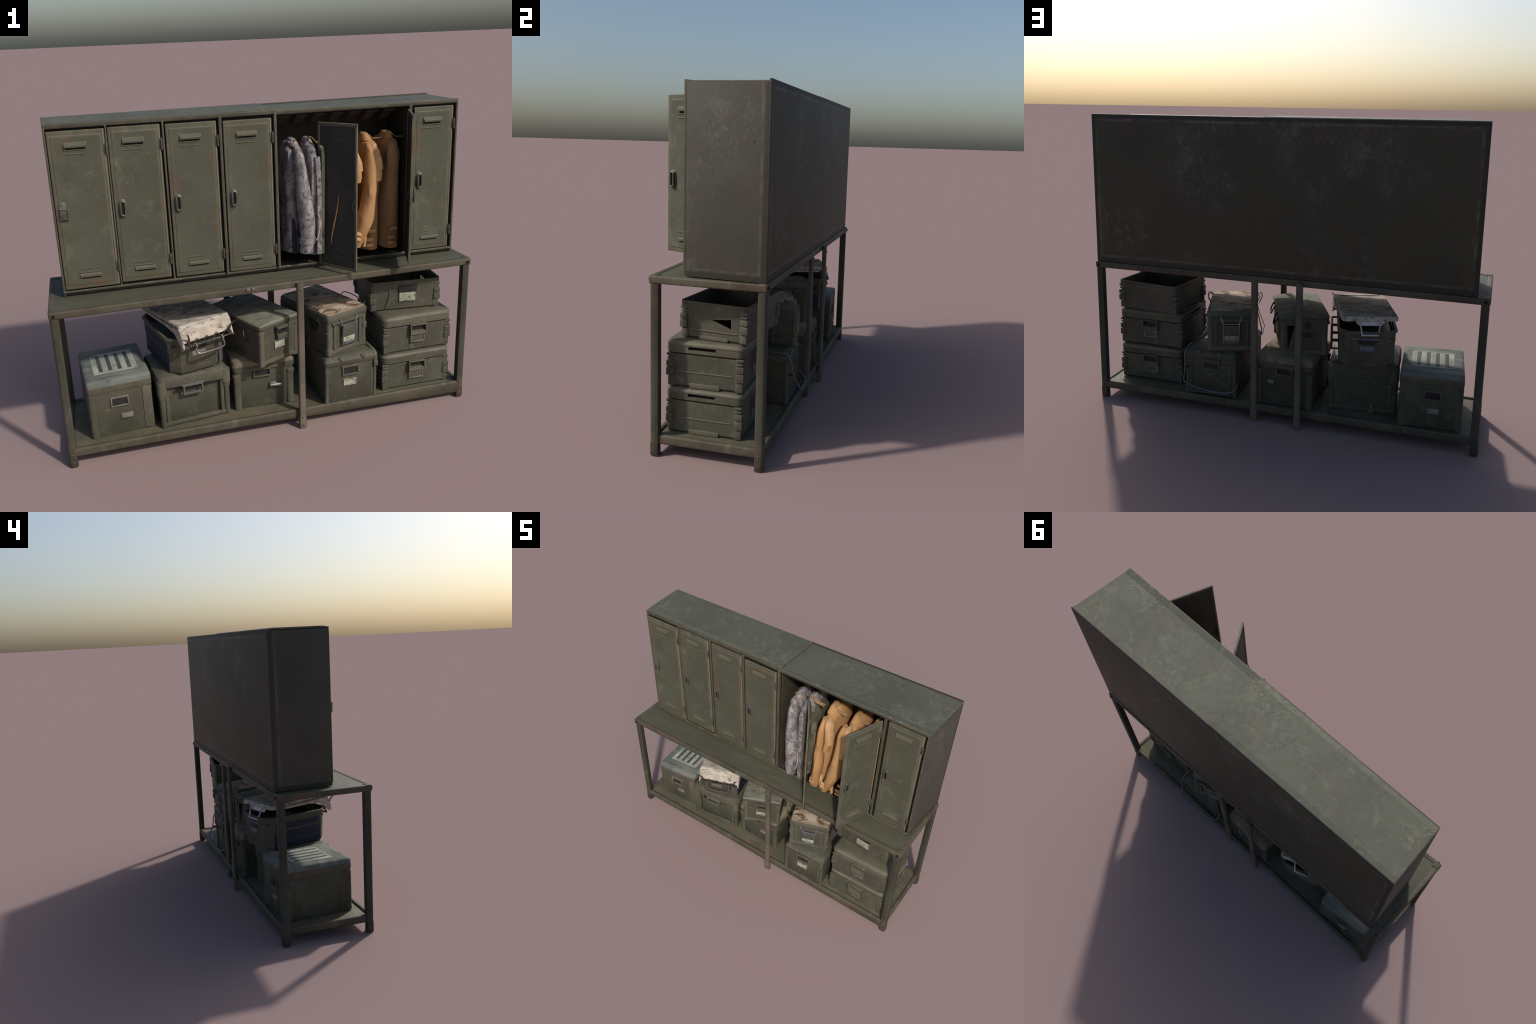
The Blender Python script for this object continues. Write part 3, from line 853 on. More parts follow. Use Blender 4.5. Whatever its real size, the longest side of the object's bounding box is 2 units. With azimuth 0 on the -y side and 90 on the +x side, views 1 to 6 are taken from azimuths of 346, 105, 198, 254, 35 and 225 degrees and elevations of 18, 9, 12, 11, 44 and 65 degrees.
rib = part("lid_rib", lid_ribs, M_lid_rib, a)
part("lid_groove", lambda bm: box(bm, (0, 0.005, H + 0.0378), (0.2, 0.19, 0.004), 0.001), M_groove, a)
for s in (-1, 1):
    y = s * (Dp / 2)
    part("handle", lambda bm: bezel(bm, y + s * 0.000, 0.172, 0.084, 0.050, 0.007, 0.012, -0.006), M_steel if s < 0 else M_cr[2], a)
    part("handle_dark_plate", lambda bm: box(bm, (-0.006, y - s * 0.001, 0.172), (0.074, 0.005, 0.040), 0.001), M_black, a)  # dark plate inside the bezel, shade by colour, no hollow
    part("label_plate", lambda bm: (box(bm, (0.022 if s < 0 else -0.012, y + s * 0.001, 0.094), (0.056, 0.008, 0.027), 0.003), box(bm, (0.022 if s < 0 else -0.012, y + s * 0.006, 0.088), (0.046, 0.006, 0.010), 0.003)), M_steel, a)
part("seam_strip", lambda bm: [box(bm, (sx * (W / 2 - 0.002), 0.0, H - 0.034), (0.005, Dp - 0.05, 0.006), 0.002) for sx in (-1, 1)] + [box(bm, (sx * (W / 2 - 0.002), y, 0.1), (0.004, 0.005, 0.19), 0.001) for sx in (-1, 1) for y in (-0.125, 0.125)], M_cr[2], a)

# ---- B: wide crate under the blue tub, lid slightly ajar
b = thing("moulded_crate", "wide olive crate with loose rounded lid and bail handle", "storage box", (-0.409, 0.006, 0.083), 6.5)
W, Dp, H = 0.342, 0.300, 0.207
part("body", lambda bm: stack(bm, [(0, W - 0.03, Dp - 0.044, 0.014), (0.01, W - 0.016, Dp - 0.034, 0.016), (H, W - 0.008, Dp - 0.030, 0.016)], 4, cy=0.010), M_cr[1], b)


def frame_strips(bm, W=W, Dp=Dp, H=H):
    for sy in (-1, 1):
        box(bm, (0, sy * (Dp / 2 - 0.012), 0.016), (W - 0.03, 0.020, 0.018), 0.004)
        for sx in (-1, 1):
            box(bm, (sx * (W / 2 - 0.036), sy * (Dp / 2 - 0.012), 0.1), (0.016, 0.018, 0.175), 0.003)


part("frame_strip", frame_strips, M_cr[2], b)
part("corner_post", lambda bm: (corner_posts(bm, W, Dp, 0.008, H - 0.035, 0.028, 0.001, 0.011), corner_posts(bm, W, Dp, H - 0.050, H - 0.030, 0.036, 0.005, 0.012)), M_cr[3], b)


def slack_lid(bm):
    """rounded lid, front edge lifted at the left"""
    rows = [(-0.012, 0.004, 0.020), (0.020, 0.006, 0.022), (0.038, 0.0, 0.026), (0.048, -0.020, 0.026), (0.052, -0.050, 0.020)]
    loft(bm, [rrect(W + 2 * dw, Dp + 2 * dw, r, H + z + 0.006, 5, 0, 0, (-0.055, -0.02)) for z, dw, r in rows])


part("lid", slack_lid, M_cr[2], b)
part("lid_corner", lambda bm: corner_posts(bm, W + 0.012, Dp + 0.012, H - 0.03, H + 0.034, 0.046, 0.002, 0.018), M_crtrim, b)
part("lid_dark_strip", lambda bm: [box(bm, (0.015, sy * (Dp / 2 - 0.004), H - 0.016), (0.215, 0.008, 0.010), 0.001, 1, Matrix.Rotation(-0.05, 3, "Y")) for sy in (-1,)], M_dark, b)  # dark bar painting the open line under the lid
part("handle", lambda bm: (bezel(bm, -Dp / 2 - 0.004, H - 0.024, 0.098, 0.050, 0.009, 0.014, -0.010), box(bm, (-0.010, -Dp / 2 + 0.002, H + 0.001), (0.115, 0.022, 0.010), 0.004)), M_greyside, b)
part("handle", lambda bm: bezel(bm, Dp / 2 - 0.002, H - 0.04, 0.11, 0.054, 0.007, 0.006, 0.0), M_cr[1], b)
part("back_clasp", lambda bm: (prism(bm, [(-0.062, 0.004), (-0.034, 0.004), (-0.042, 0.05), (-0.054, 0.05)], Dp / 2 - 0.004, Dp / 2 + 0.004), box(bm, (-0.13, Dp / 2, H - 0.06), (0.03, 0.014, 0.014), 0.003)), M_crtrim, b)

# ---- B2: navy tub with a pale camouflage lid knocked askew
t = thing("blue_tub", "navy and olive plastic tub with askew pale camouflage lid", "storage tub", (-0.409, 0.043, 0.354), 13.8)
W, Dp, H = 0.270, 0.396, 0.176


def tub_shell(bm):
    prof = [(0.0, W - 0.026, Dp - 0.020, 0.036), (0.008, W - 0.012, Dp - 0.012, 0.040), (H - 0.01, W + 0.002, Dp + 0.002, 0.044), (H - 0.008, W + 0.018, Dp + 0.018, 0.050), (H + 0.004, W + 0.018, Dp + 0.018, 0.050)]
    inner = [(H + 0.004, W - 0.006, Dp - 0.006, 0.040), (0.02, W - 0.03, Dp - 0.03, 0.034)]
    stack(bm, prof + inner, 1)


part("tub_wall", tub_shell, M_cr[1], t, smooth=25)


def tub_sides(bm, sx):
    for k in range(3):
        z = 0.034 + k * 0.046
        box(bm, (sx * (W / 2 - 0.006 + k * 0.0014), 0.0, z), (0.012, Dp - 0.115, 0.034), 0.005, 3)
    box(bm, (sx * (W / 2 - 0.005), 0, 0.082), (0.006, Dp - 0.092, 0.152), 0.002)


part("tub_dark_fill", lambda bm: box(bm, (0, 0, H - 0.034), (W - 0.03, Dp - 0.03, 0.006)), M_black, t)  # guessed dark fill plane near the tub top
part("side_panel", lambda bm: tub_sides(bm, -1), M_blue, t)
part("side_panel", lambda bm: tub_sides(bm, 1), M_blue, t)
part("corner_sheet", lambda bm: box(bm, (W / 2 - 0.016, -Dp / 2 + 0.022, 0.084), (0.036, 0.008, 0.155), 0.003, 2, Matrix.Rotation(0.72, 3, "Z")), M_greyside, t)
part("side_handle", lambda bm: (tube(bm, [(W / 2 + 0.034, y, z) for y, z in ((-0.06, 0.045), (0.075, 0.045), (0.075, 0.165), (-0.06, 0.165))], 0.0055, 8, True),
                                [tube(bm, [(W / 2 - 0.01, y, z), (W / 2 + 0.034, y, z)], 0.005, 8) for y in (-0.06, 0.075) for z in (0.045, 0.085, 0.125, 0.165)]), M_black, t)
for s in (-1, 1):
    part("label_plate", lambda bm: (box(bm, (0.0, s * (Dp / 2 - 0.003), 0.092), (0.070, 0.010, 0.026), 0.003), box(bm, (0.0, s * (Dp / 2), 0.142), (0.15, 0.014, 0.010), 0.003)), M_steel if s < 0 else M_wire, t)
    part("handle_dark_plate", lambda bm: box(bm, (0.0, s * (Dp / 2 - 0.002), 0.126), (0.082, 0.010, 0.022), 0.003), M_black, t)  # solid dark plate painting a hand hold
lid = part("lid", lambda bm: stack(bm, [(-0.012, 0.252, 0.380, 0.010), (-0.010, 0.268, 0.396, 0.012), (0.006, 0.268, 0.396, 0.012), (0.012, 0.258, 0.386, 0.010), (0.0125, 0.216, 0.330, 0.006), (0.0095, 0.212, 0.326, 0.006)], 4), M_camolid, t,
           (0.010, -0.014, 0.238), (math.radians(-0.6), 0, math.radians(6.5)))


def lid_flange(bm):
    # deep front face flaring forward, with short side cheeks
    rows = []
    for k in range(15):
        x = -0.131 + 0.262 * k / 14
        w = 0.0035 * noise.noise((x * 30, 1, 2)) + 0.002 * noise.noise((x * 90, 4, 2))
        rows.append([(x, -0.188, 0.006), (x, -0.200 + w * 0.5, -0.004), (x, -0.212 + w, -0.030), (x, -0.226 + w, -0.060 + w), (x, -0.220 + w, -0.064 + w), (x, -0.196, -0.022), (x, -0.180, -0.008)])
    loft(bm, rows)
    for s in (-1, 1):
        prism(bm, [(-0.188, 0.004), (-0.204, -0.010), (-0.230, -0.086), (-0.212, -0.090), (-0.150, -0.036), (-0.06, -0.022), (0.15, -0.018), (0.15, 0.0)], s * 0.134, s * 0.126, "x")


part("lid_flange", lid_flange, M_pale_plate, lid)


def lid_hardware(bm):
    tube(bm, [(-0.128, -0.226, -0.082), (0.13, -0.226, -0.082)], 0.0055, 8)
    zig = [(-0.09 + 0.026 * k, -0.232, -0.078 if k % 2 == 0 else -0.050) for k in range(9)]
    tube(bm, zig, 0.0024, 6)
    for s in (-1, 1):
        tube(bm, smooth_path([(s * 0.105, -0.228, -0.082), (s * 0.108, -0.236, -0.045), (s * 0.118, -0.250, -0.018), (s * 0.132, -0.264, -0.002)]), [0.007 - 0.0004 * k for k in range(13)], 8)
        tube(bm, [(s * 0.07, -0.226, -0.074), (s * 0.07, -0.240, -0.09)], 0.008, 8)
    tube(bm, smooth_path([(-0.07, -0.228, -0.088), (-0.072, -0.240, -0.108), (-0.055, -0.250, -0.120), (0.055, -0.250, -0.120), (0.072, -0.240, -0.108), (0.07, -0.228, -0.088)], 5), 0.0055, 8)


part("carry_handle", lid_hardware, M_chrome, lid)
part("rear_handle", lambda bm: (tube(bm, [(x, y, z) for x, y, z in ((-0.048, 0.196, -0.004), (0.052, 0.196, -0.004), (0.042, 0.222, -0.072), (-0.036, 0.222, -0.072))], 0.0055, 8, True),
                                prism(bm, [(-0.075, -0.006), (0.075, -0.006), (0.055, -0.034), (-0.055, -0.034)], 0.186, 0.192)), M_white, lid)

# ---- C: moulded crate in the third place
c = thing("hasp_crate", "olive crate with rounded lid, side hasp and handle", "storage box", (-0.042, 0.060, 0.083), -1.5)
W, Dp, H = 0.298, 0.354, 0.222
part("body", lambda bm: stack(bm, [(0, W - 0.024, Dp - 0.024, 0.014), (0.01, W - 0.012, Dp - 0.012, 0.016), (H, W - 0.006, Dp - 0.006, 0.016)], 4), M_cr[3], c)
part("corner_post", lambda bm: (corner_posts(bm, W, Dp, 0.006, H - 0.03, 0.036, 0.002, 0.012), corner_posts(bm, W, Dp, H - 0.05, H - 0.036, 0.04, 0.005, 0.012)), M_cr[0], c)
part("lid", lambda bm: stack(bm, [(H - 0.012, W + 0.004, Dp + 0.004, 0.018), (H + 0.014, W + 0.010, Dp + 0.010, 0.022), (H + 0.036, W + 0.002, Dp + 0.002, 0.026), (H + 0.046, W - 0.026, Dp - 0.026, 0.03), (H + 0.050, W - 0.07, Dp - 0.07, 0.02)], 5), M_sandlid, c)
part("lid_rim", lambda bm: stack(bm, [(H - 0.014, W + 0.008, Dp + 0.008, 0.018), (H + 0.012, W + 0.013, Dp + 0.013, 0.02)], 5), M_cr[0], c)
for s in (-1, 1):
    part("handle", lambda bm: (bezel(bm, s * (Dp / 2 + 0.004), H - 0.030, 0.088, 0.044, 0.007, 0.012, -0.01), box(bm, (-0.01, s * (Dp / 2 + 0.002), H - 0.005), (0.16, 0.014, 0.010), 0.003)), M_cr[2], c)
    part("handle_dark_plate", lambda bm: box(bm, (-0.01, s * (Dp / 2 - 0.002), H - 0.030), (0.08, 0.006, 0.036), 0.001), M_black, c)  # dark plate behind the handle frame, painted depth only
part("hasp", lambda bm: (tube(bm, [(0.028, -Dp / 2 - 0.010, 0.118), (0.085, -Dp / 2 - 0.010, 0.118)], 0.008, 10), box(bm, (0.044, -Dp / 2 - 0.002, 0.119), (0.034, 0.010, 0.026), 0.003)), M_steel, c)
part("label_plate", lambda bm: box(bm, (0.062, Dp / 2, 0.128), (0.036, 0.010, 0.022), 0.003), M_steel, c)

# ---- C2: tall case turned at an angle
c2 = thing("angled_case", "olive case set at an angle with label and ring handles", "storage case", (-0.052, 0.003, 0.350), 23.5)
W, Dp, H = 0.242, 0.388, 0.192


def case_shell(bm):
    stack(bm, [(0, W - 0.03, Dp - 0.03, 0.010), (0.006, W - 0.018, Dp - 0.018, 0.012), (H, W - 0.004, Dp - 0.004, 0.014)], 4)


body = part("body", case_shell, M_cr[2], c2)
cut(body, lambda bm: prism(bm, [(0.088, 0.158), (0.044, 0.158), (0.082, 0.03)], Dp / 2 - 0.03, Dp / 2 + 0.03))
part("dark_backing", lambda bm: box(bm, (0.066, Dp / 2 - 0.031, 0.1), (0.06, 0.003, 0.14)), M_dark, c2)  # dark plate added behind the cut to blacken the hole
part("corner_post", lambda bm: (corner_posts(bm, W - 0.006, Dp - 0.006, 0.004, H - 0.018, 0.030, 0.001, 0.011), corner_posts(bm, W, Dp, H - 0.03, H - 0.014, 0.034, 0.003, 0.011), corner_posts(bm, W - 0.01, Dp - 0.01, 0.0, 0.020, 0.032, 0.002, 0.011)), M_crtrim, c2)
part("lid_rim", lambda bm: stack(bm, [(H - 0.004, W, Dp, 0.010), (H, W + 0.008, Dp + 0.008, 0.008), (H + 0.014, W + 0.008, Dp + 0.010, 0.008)], 4), M_cr[0], c2)
part("lid", lambda bm: stack(bm, [(H + 0.013, W + 0.006, Dp + 0.008, 0.008), (H + 0.018, W - 0.002, Dp + 0.002, 0.008), (H + 0.026, W * 0.42, Dp - 0.006, 0.006)], 4), M_greylid, c2)
part("bottom_strip", lambda bm: [box(bm, (0, s * (Dp / 2 - 0.009), 0.014), (W - 0.06, 0.008, 0.018), 0.003) for s in (-1, 1)], M_crtrim, c2)
part("latch", lambda bm: (box(bm, (0.0, -Dp / 2 - 0.012, H - 0.010), (0.064, 0.026, 0.012), 0.003), box(bm, (0.002, -Dp / 2 - 0.010, H - 0.058), (0.058, 0.020, 0.026), 0.003)), M_cr[2], c2)
part("latch_dark_plate", lambda bm: box(bm, (0.0, -Dp / 2 - 0.003, H - 0.030), (0.060, 0.012, 0.026), 0.002), M_black, c2)  # dark block painting the hollow of the latch
part("label_plate", lambda bm: box(bm, (-0.004, -Dp / 2 + 0.002, H - 0.098), (0.060, 0.008, 0.040), 0.001), M_label, c2)
part("back_plate", lambda bm: (box(bm, (-0.018, Dp / 2 - 0.003, H - 0.085), (0.05, 0.008, 0.020), 0.002), tube(bm, [(-0.02, Dp / 2 - 0.006, H - 0.036), (-0.02, Dp / 2 + 0.004, H - 0.036)], 0.016, 12)), M_black, c2)


def rings_left(bm):
    for sx in (-1, 1):
        for y in (-0.12, 0.07):
            x = sx * (W / 2)
            tube(bm, smooth_path([(x, y - 0.036, H - 0.012), (x + sx * 0.012, y - 0.036, H - 0.030), (x + sx * 0.022, y - 0.018, H - 0.056), (x + sx * 0.022, y + 0.016, H - 0.058), (x + sx * 0.012, y + 0.036, H - 0.030), (x, y + 0.036, H - 0.012)]), 0.0038, 6)


part("ring_handle", rings_left, M_black, c2)
part("side_strip", lambda bm: [(box(bm, (sx * (W / 2 - 0.004), 0, H - 0.028), (0.008, Dp - 0.06, 0.024), 0.003), box(bm, (sx * (W / 2 - 0.010), -0.06, 0.07), (0.006, 0.16, 0.10), 0.003)) for sx in (-1, 1)], M_cr[3], c2)

# ---- D: box with wire bail
d = thing("bail_handle_box", "olive steel box with studded lid and wire bail", "storage box", (0.366, 0.017, 0.083), 2.6)
W, Dp, H = 0.274, 0.440, 0.207
part("body", lambda bm: stack(bm, [(0, W - 0.02, Dp - 0.02, 0.010), (0.01, W - 0.006, Dp - 0.006, 0.012), (H, W - 0.004, Dp - 0.004, 0.012)], 4), M_cr[1], d)
part("lid", lambda bm: stack(bm, [(H - 0.004, W + 0.002, Dp + 0.002, 0.012), (H, W + 0.008, Dp + 0.008, 0.014), (H + 0.022, W + 0.008, Dp + 0.008, 0.014), (H + 0.040, W - 0.016, Dp - 0.026, 0.014), (H + 0.0435, W - 0.05, Dp - 0.06, 0.012)], 4), M_cr[2], d)
part("corner_post", lambda bm: corner_posts(bm, W, Dp, 0.004, H - 0.004, 0.020, 0.002, 0.009), M_cr[0], d)
for s in (-1, 1):
    part("lid_stud", lambda bm: [(box(bm, (x, s * (Dp / 2 - 0.004), H + 0.026), (0.024, 0.020, 0.022), 0.004), tube(bm, [(x + 0.002, s * (Dp / 2), H + 0.026), (x + 0.002, s * (Dp / 2 + 0.012), H + 0.026)], 0.006, 10)) for x in (-0.052, 0.066)], M_crtrim if s < 0 else M_cr[1], d)
    part("handle", lambda bm: (bezel(bm, s * (Dp / 2 + 0.001), H - 0.034, 0.090, 0.054, 0.007, 0.010, -0.004), box(bm, (-0.004, s * (Dp / 2 + 0.0005), H - 0.012), (0.10, 0.012, 0.012), 0.003)), M_cr[3], d)
    part("handle_dark_plate", lambda bm: box(bm, (-0.004, s * (Dp / 2 - 0.0025), H - 0.034), (0.08, 0.006, 0.045)), M_black, d)  # added dark plate imitating shade within the handle
part("label_plate", lambda bm: (bezel(bm, -Dp / 2 + 0.000, 0.108, 0.070, 0.034, 0.006, 0.008, -0.008), box(bm, (-0.008, -Dp / 2 + 0.002, 0.108), (0.062, 0.005, 0.026))), M_label, d)
part("back_plate", lambda bm: (bezel(bm, Dp / 2 - 0.001, 0.1, W - 0.05, 0.175, 0.007, 0.008), box(bm, (-0.008, Dp / 2, 0.118), (0.055, 0.008, 0.026), 0.002)), M_cr[3], d)
part("strap", lambda bm: (ribbon(bm, [(0.125, 0.08, H + 0.044), (0.125, -0.12, H + 0.046), (0.128, -0.195, H + 0.042), (0.130, -0.222, H + 0.022), (0.130, -0.224, H - 0.02)], 0.016, 0.006, Vector((1, 0, 0)), 3),
                          box(bm, (0.130, -0.224, H - 0.022), (0.022, 0.014, 0.026), 0.004), box(bm, (0.128, -0.216, 0.088), (0.010, 0.010, 0.17), 0.003), box(bm, (0.112, -0.215, 0.088), (0.006, 0.008, 0.17), 0.002)), M_cr[0], d)
bail = smooth_path([(0.134, 0.140, 0.252), (0.134, 0.200, 0.250), (0.137, 0.232, 0.225), (0.132, 0.246, 0.150), (0.126, 0.274, 0.100), (0.110, 0.278, 0.082), (0.02, 0.277, 0.056), (-0.08, 0.270, 0.048), (-0.130, 0.256, 0.054), (-0.146, 0.236, 0.072), (-0.144, 0.20, 0.088)], 5)
part("wire_bail", lambda bm: tube(bm, bail, 0.0036, 8), M_wire, d)
part("bail_bracket", lambda bm: (prism(bm, [(-0.06, 0.19), (0.06, 0.19), (0.035, 0.14), (-0.02, 0.14)], W / 2 - 0.004, W / 2 + 0.006, "x"), tube(bm, [(0.132, 0.244, 0.150), (0.120, 0.206, 0.152)], 0.005, 8)), M_black, d)

# ---- D2: ammunition style case with stained pale top
e = thing("latched_case", "olive steel case, rust stained pale top, framed latch and wires", "storage case", (0.311, 0.028, 0.335), 18.8)
W, Dp, H = 0.250, 0.398, 0.178
part("body", lambda bm: stack(bm, [(0, W - 0.034, Dp - 0.014, 0.014), (0.014, W - 0.016, Dp - 0.010, 0.016), (H, W - 0.008, Dp - 0.014, 0.014)], 4), M_cr[3], e)
part("corner_post", lambda bm: (corner_posts(bm, W - 0.008, Dp - 0.008, 0.006, H + 0.006, 0.030, 0.003, 0.013), corner_posts(bm, W - 0.006, Dp - 0.006, 0.030, 0.036, 0.030, 0.004, 0.013), corner_posts(bm, W - 0.006, Dp - 0.006, 0.10, 0.125, 0.030, 0.005, 0.010)), M_crtrim, e)
part("base_bar", lambda bm: [box(bm, (0, s * (Dp / 2 - 0.014), 0.018), (W - 0.03, 0.020, 0.026), 0.008, 3) for s in (-1, 1)], M_crtrim, e)
part("lid_rim", lambda bm: stack(bm, [(H - 0.006, W - 0.004, Dp - 0.012, 0.012), (H, W + 0.004, Dp - 0.006, 0.014), (H + 0.026, W + 0.004, Dp - 0.006, 0.014), (H + 0.036, W - 0.010, Dp - 0.020, 0.014)], 4, cy=-0.005), M_cr[0], e)
part("lid", lambda bm: stack(bm, [(H + 0.030, W - 0.006, Dp - 0.016, 0.014), (H + 0.038, W - 0.014, Dp - 0.024, 0.014), (H + 0.041, W - 0.05, Dp - 0.06, 0.012)], 4, cy=-0.005), M_stained, e)
for s in (-1, 1):
    yy = s * Dp / 2
    part("latch_frame", lambda bm: (tube(bm, [(x, yy + s * 0.010, z) for x, z in ((-0.040, 0.052), (0.040, 0.052), (0.040, H - 0.028), (-0.040, H - 0.028))], 0.0048, 8, True),
                                    [tube(bm, [(sx * 0.040, yy + s * 0.010, H - 0.028), (sx * 0.054, yy + s * 0.004, H + 0.010)], 0.004, 8) for sx in (-1, 1)]), M_wire if s < 0 else M_steel, e)
    part("latch_plate", lambda bm: (box(bm, (0, yy - s * 0.004, 0.115), (0.074, 0.030, 0.056), 0.003), box(bm, (0, yy - s * 0.004, H - 0.010), (0.20, 0.022, 0.014), 0.003)), M_cr[2], e)
    part("label_plate", lambda bm: box(bm, (0, yy - s * 0.002, 0.072), (0.074, 0.024, 0.030), 0.003), M_label if s < 0 else M_steel, e)
    part("latch_dark_plate", lambda bm: box(bm, (0, yy - s * 0.014, H - 0.030), (0.074, 0.010, 0.026), 0.001), M_black, e)  # dark plate painting shade above the latch
    part("inner_post", lambda bm: [box(bm, (sx * 0.080, yy - s * 0.010, 0.10), (0.012, 0.020, 0.15), 0.003) for sx in (-1, 1)], M_cr[0], e)


def loose_wires(bm):
    for sx in (-1, 1):
        x = sx * W / 2
        tube(bm, smooth_path([(x * 0.98, -0.13, H + 0.03), (x + sx * 0.006, -0.12, H + 0.052), (x + sx * 0.012, -0.02, H + 0.050), (x * 0.98, 0.0, H + 0.028)]), 0.0024, 6)
        tube(bm, smooth_path([(x * 0.99, -0.168, H + 0.02), (x + sx * 0.020, -0.16, H + 0.040), (x + sx * 0.024, -0.14, H + 0.02), (x + sx * 0.008, -0.16, H - 0.02)]), 0.0026, 6)
    x = -W / 2
    tube(bm, [(x, -0.11, H - 0.02), (x - 0.012, -0.10, H - 0.06), (x - 0.040, -0.09, H - 0.130), (x - 0.030, -0.02, 0.02)], 0.0020, 6)
    tube(bm, [(x, -0.09, H - 0.05), (x - 0.026, -0.06, 0.035), (x - 0.024, -0.03, 0.012)], 0.0028, 6)
    x = W / 2
    tube(bm, [(x + 0.004, -0.02, H - 0.06), (x + 0.024, 0.01, 0.062), (x + 0.016, 0.12, 0.055)], 0.0028, 6)


part("loose_wire", loose_wires, M_black, e)
part("wire_bracket", lambda bm: [prism(bm, [(-0.13, H - 0.02), (-0.05, H - 0.02), (-0.07, H - 0.055), (-0.10, H - 0.065)], sx * (W / 2 - 0.006), sx * (W / 2 + 0.004), "x") for sx in (-1, 1)], M_black, e)
part("side_strip", lambda bm: [box(bm, (sx * (W / 2 - 0.005), y, 0.09), (0.006, 0.012, 0.15), 0.002) for sx in (-1, 1) for y in (-0.04, 0.08)], M_cr[1], e)


# ---- E: stack of three aluminium-pattern cases
def ribbed_corners(bm, W, Dp, z0, H, k_out=1.0):
    """clips stacked up each corner"""
    for sx in (-1, 1):
        for sy in (-1, 1):
            for a_, b_, p, s_ in ((0.03, 0.30, 0.001, 0.030), (0.32, 0.56, 0.007, 0.034), (0.58, 0.76, 0.0065, 0.033), (0.79, 0.86, 0.003, 0.031), (0.89, 0.98, 0.005, 0.032)):
                c_ = s_ / 2 - p * k_out
                box(bm, (sx * (W / 2 - c_), sy * (Dp / 2 - c_ - 0.002), z0 + (a_ + b_) / 2 * H), (s_, s_, (b_ - a_) * H), 0.005, 2)


def clasp(bm, y, z, sg, w=0.084, h=0.100):
    """spring latch drawn as an open frame; y is the wall, sg points outward"""
    d = 0.024
    for s in (-1, 1):
        prism(bm, [(y, z + h * 0.50), (y + sg * d * 0.9, z + h * 0.42), (y + sg * d, z - h * 0.06), (y, z - h * 0.12)], s * w / 2 - 0.0025, s * w / 2 + 0.0025, "x")
    box(bm, (0, y + sg * d * 0.45, z + h * 0.46), (w * 1.04, d * 0.95, 0.005), 0.001)
    prism(bm, [(y, z + h * 0.16), (y + sg * d * 0.8, z + h * 0.10), (y + sg * d * 0.95, z - h * 0.04), (y + sg * d * 0.7, z - h * 0.08), (y, z - h * 0.02)], -w * 0.46, w * 0.46, "x")
    box(bm, (0, y + sg * 0.004, z - h * 0.30), (w * 0.96, 0.008, h * 0.36), 0.002)


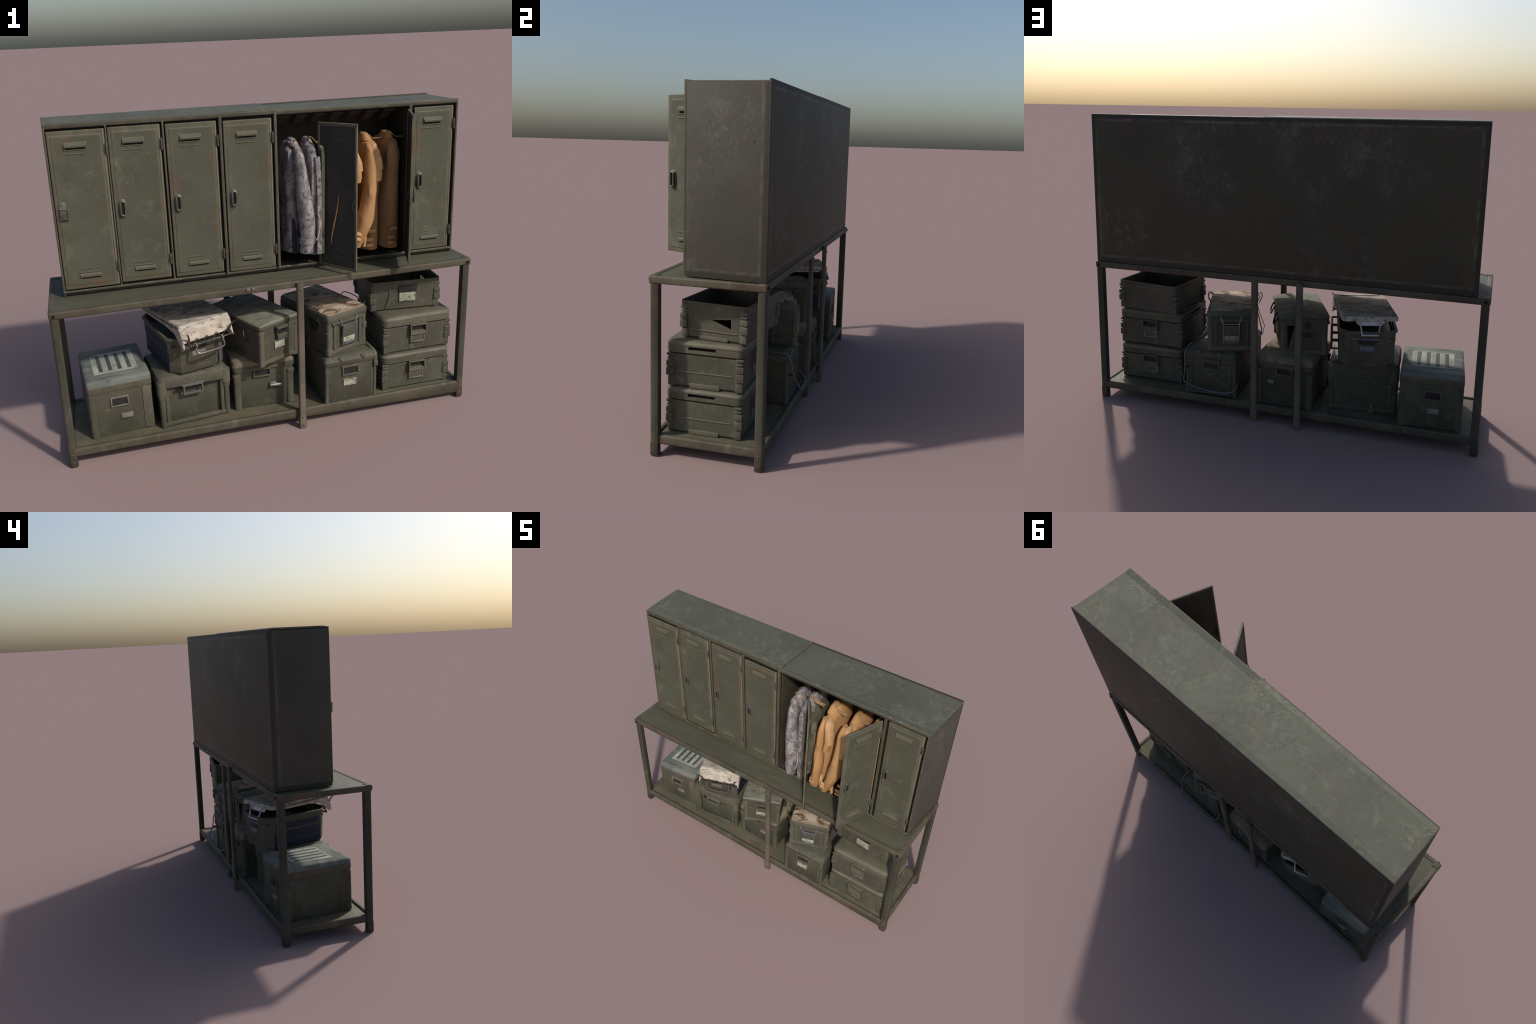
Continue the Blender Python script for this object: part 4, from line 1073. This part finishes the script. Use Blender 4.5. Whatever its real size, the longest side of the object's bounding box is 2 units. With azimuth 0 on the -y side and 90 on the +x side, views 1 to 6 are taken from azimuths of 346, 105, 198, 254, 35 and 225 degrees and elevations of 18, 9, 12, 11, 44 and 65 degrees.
def transit_case(z, rot, seed, W=0.364, Dp=0.328):
    o = thing("transit_case", "olive ribbed-corner transit case with rounded lid and latch", "storage case", (0.743, -0.007, z), rot)
    HB, HT = 0.148, 0.201
    mat = M_cr[seed % 4]
    body = part("body", lambda bm: stack(bm, [(0, W - 0.03, Dp - 0.03, 0.016), (0.012, W - 0.008, Dp - 0.008, 0.022), (HB - 0.007, W - 0.004, Dp - 0.004, 0.022), (HB - 0.005, W - 0.022, Dp - 0.022, 0.020), (HB + 0.004, W - 0.022, Dp - 0.022, 0.020)], 5), mat, o)
    part("corner_guard", lambda bm: ribbed_corners(bm, W - 0.004, Dp - 0.004, 0.0, HB), M_cr[(seed + 1) % 4], o)
    lid = part("lid", lambda bm: stack(bm, [(HB - 0.001, W - 0.004, Dp - 0.004, 0.022), (HB + 0.003, W + 0.008, Dp + 0.008, 0.028), (HB + 0.036, W + 0.009, Dp + 0.009, 0.030), (HB + 0.045, W + 0.004, Dp + 0.004, 0.032), (HT - 0.002, W - 0.008, Dp - 0.008, 0.032), (HT, W - 0.020, Dp - 0.020, 0.030), (HT + 0.0006, W - 0.06, Dp - 0.06, 0.03)], 5), M_crtrim if seed % 2 else M_cr[2], o)
    part("lid_highlight_bead", lambda bm: stack(bm, [(HB + 0.028, W + 0.006, Dp + 0.006, 0.030), (HB + 0.032, W + 0.0125, Dp + 0.0125, 0.032), (HB + 0.040, W + 0.0125, Dp + 0.0125, 0.034), (HB + 0.046, W + 0.004, Dp + 0.004, 0.034)], 5), M_bead, o)  # bead added to carry the painted edge highlight
    cut(lid, lambda bm: box(bm, (0.0, -0.01, HB + 0.022), (W + 0.05, 0.118, 0.015)))
    part("lid_dark_block", lambda bm: box(bm, (0.0, -0.01, HB + 0.022), (W - 0.12, 0.125, 0.02)), M_dark, o)  # dark block set inside the lid to blacken the cut slot
    for s in (-1, 1):
        part("side_moulding", lambda bm: (box(bm, (s * (W / 2 - 0.003), 0, 0.068), (0.006, Dp - 0.09, 0.005), 0.002), box(bm, (s * (W / 2 - 0.006), 0, 0.012), (0.012, 0.13, 0.020), 0.003)), M_crtrim, o)
        part("latch", lambda bm: clasp(bm, s * (Dp / 2 - 0.004), HB - 0.046, s), M_crtrim, o)
        part("latch_plate", lambda bm: bezel(bm, s * (Dp / 2 + 0.004), HB - 0.079, 0.078, 0.036, 0.005, 0.006), M_steel, o)
        part("latch_dark_plate", lambda bm: box(bm, (0, s * (Dp / 2 - 0.001), HB - 0.016), (0.074, 0.006, 0.040), 0.001), M_black, o)  # dark plate painting the black interior of the clasp
    return o


transit_case(0.083, 0.0, 0)
transit_case(0.2835, 0.6, 1)
# open tray on top
o = thing("open_tray", "open olive ribbed-corner case base without lid, triangular mesh-artifact hole in side", "storage case", (0.724, 0.042, 0.486), -6.5)
W, Dp, H = 0.358, 0.298, 0.157


def tray_shell(bm):
    stack(bm, [(0, W - 0.03, Dp - 0.03, 0.014), (0.010, W - 0.012, Dp - 0.012, 0.018), (H - 0.026, W - 0.004, Dp - 0.004, 0.018), (H - 0.024, W + 0.004, Dp + 0.004, 0.020), (H, W + 0.004, Dp + 0.004, 0.020),
               (H, W - 0.012, Dp - 0.012, 0.014), (H - 0.024, W - 0.016, Dp - 0.016, 0.014), (0.012, W - 0.03, Dp - 0.03, 0.012)], 4)


tray = part("body", tray_shell, M_cr[2], o, smooth=30)
cut(tray, lambda bm: prism(bm, [(-0.012, 0.088), (0.078, 0.098), (0.078, 0.056)], W / 2 - 0.025, W / 2 + 0.03, "x"))  # triangular hole copied from a mesh artifact, not real damage
part("corner_guard", lambda bm: ribbed_corners(bm, W - 0.004, Dp - 0.004, 0.0, H - 0.02), M_cr[0], o)
part("handle_dark_plate", lambda bm: box(bm, (0.012, -Dp / 2 + 0.001, H - 0.040), (0.096, 0.010, 0.040), 0.003), M_black, o)  # dark patch painting a hand hold on the front wall
part("label_plate", lambda bm: box(bm, (0.010, -Dp / 2 + 0.002, H - 0.086), (0.084, 0.010, 0.046), 0.002), M_label, o)
part("side_moulding", lambda bm: [(box(bm, (s * (W / 2 - 0.004), 0, 0.040), (0.006, Dp - 0.09, 0.005), 0.002), box(bm, (s * (W / 2 - 0.006), 0, 0.010), (0.010, 0.13, 0.016), 0.003)) for s in (-1, 1)], M_crtrim, o)
part("dent_fold", lambda bm: (tube(bm, smooth_path([(-0.088, -Dp / 2 + 0.004, H - 0.03), (-0.080, -Dp / 2 + 0.001, H - 0.07), (-0.10, -Dp / 2 + 0.003, 0.02)]), 0.004, 6)), M_cr[1], o)
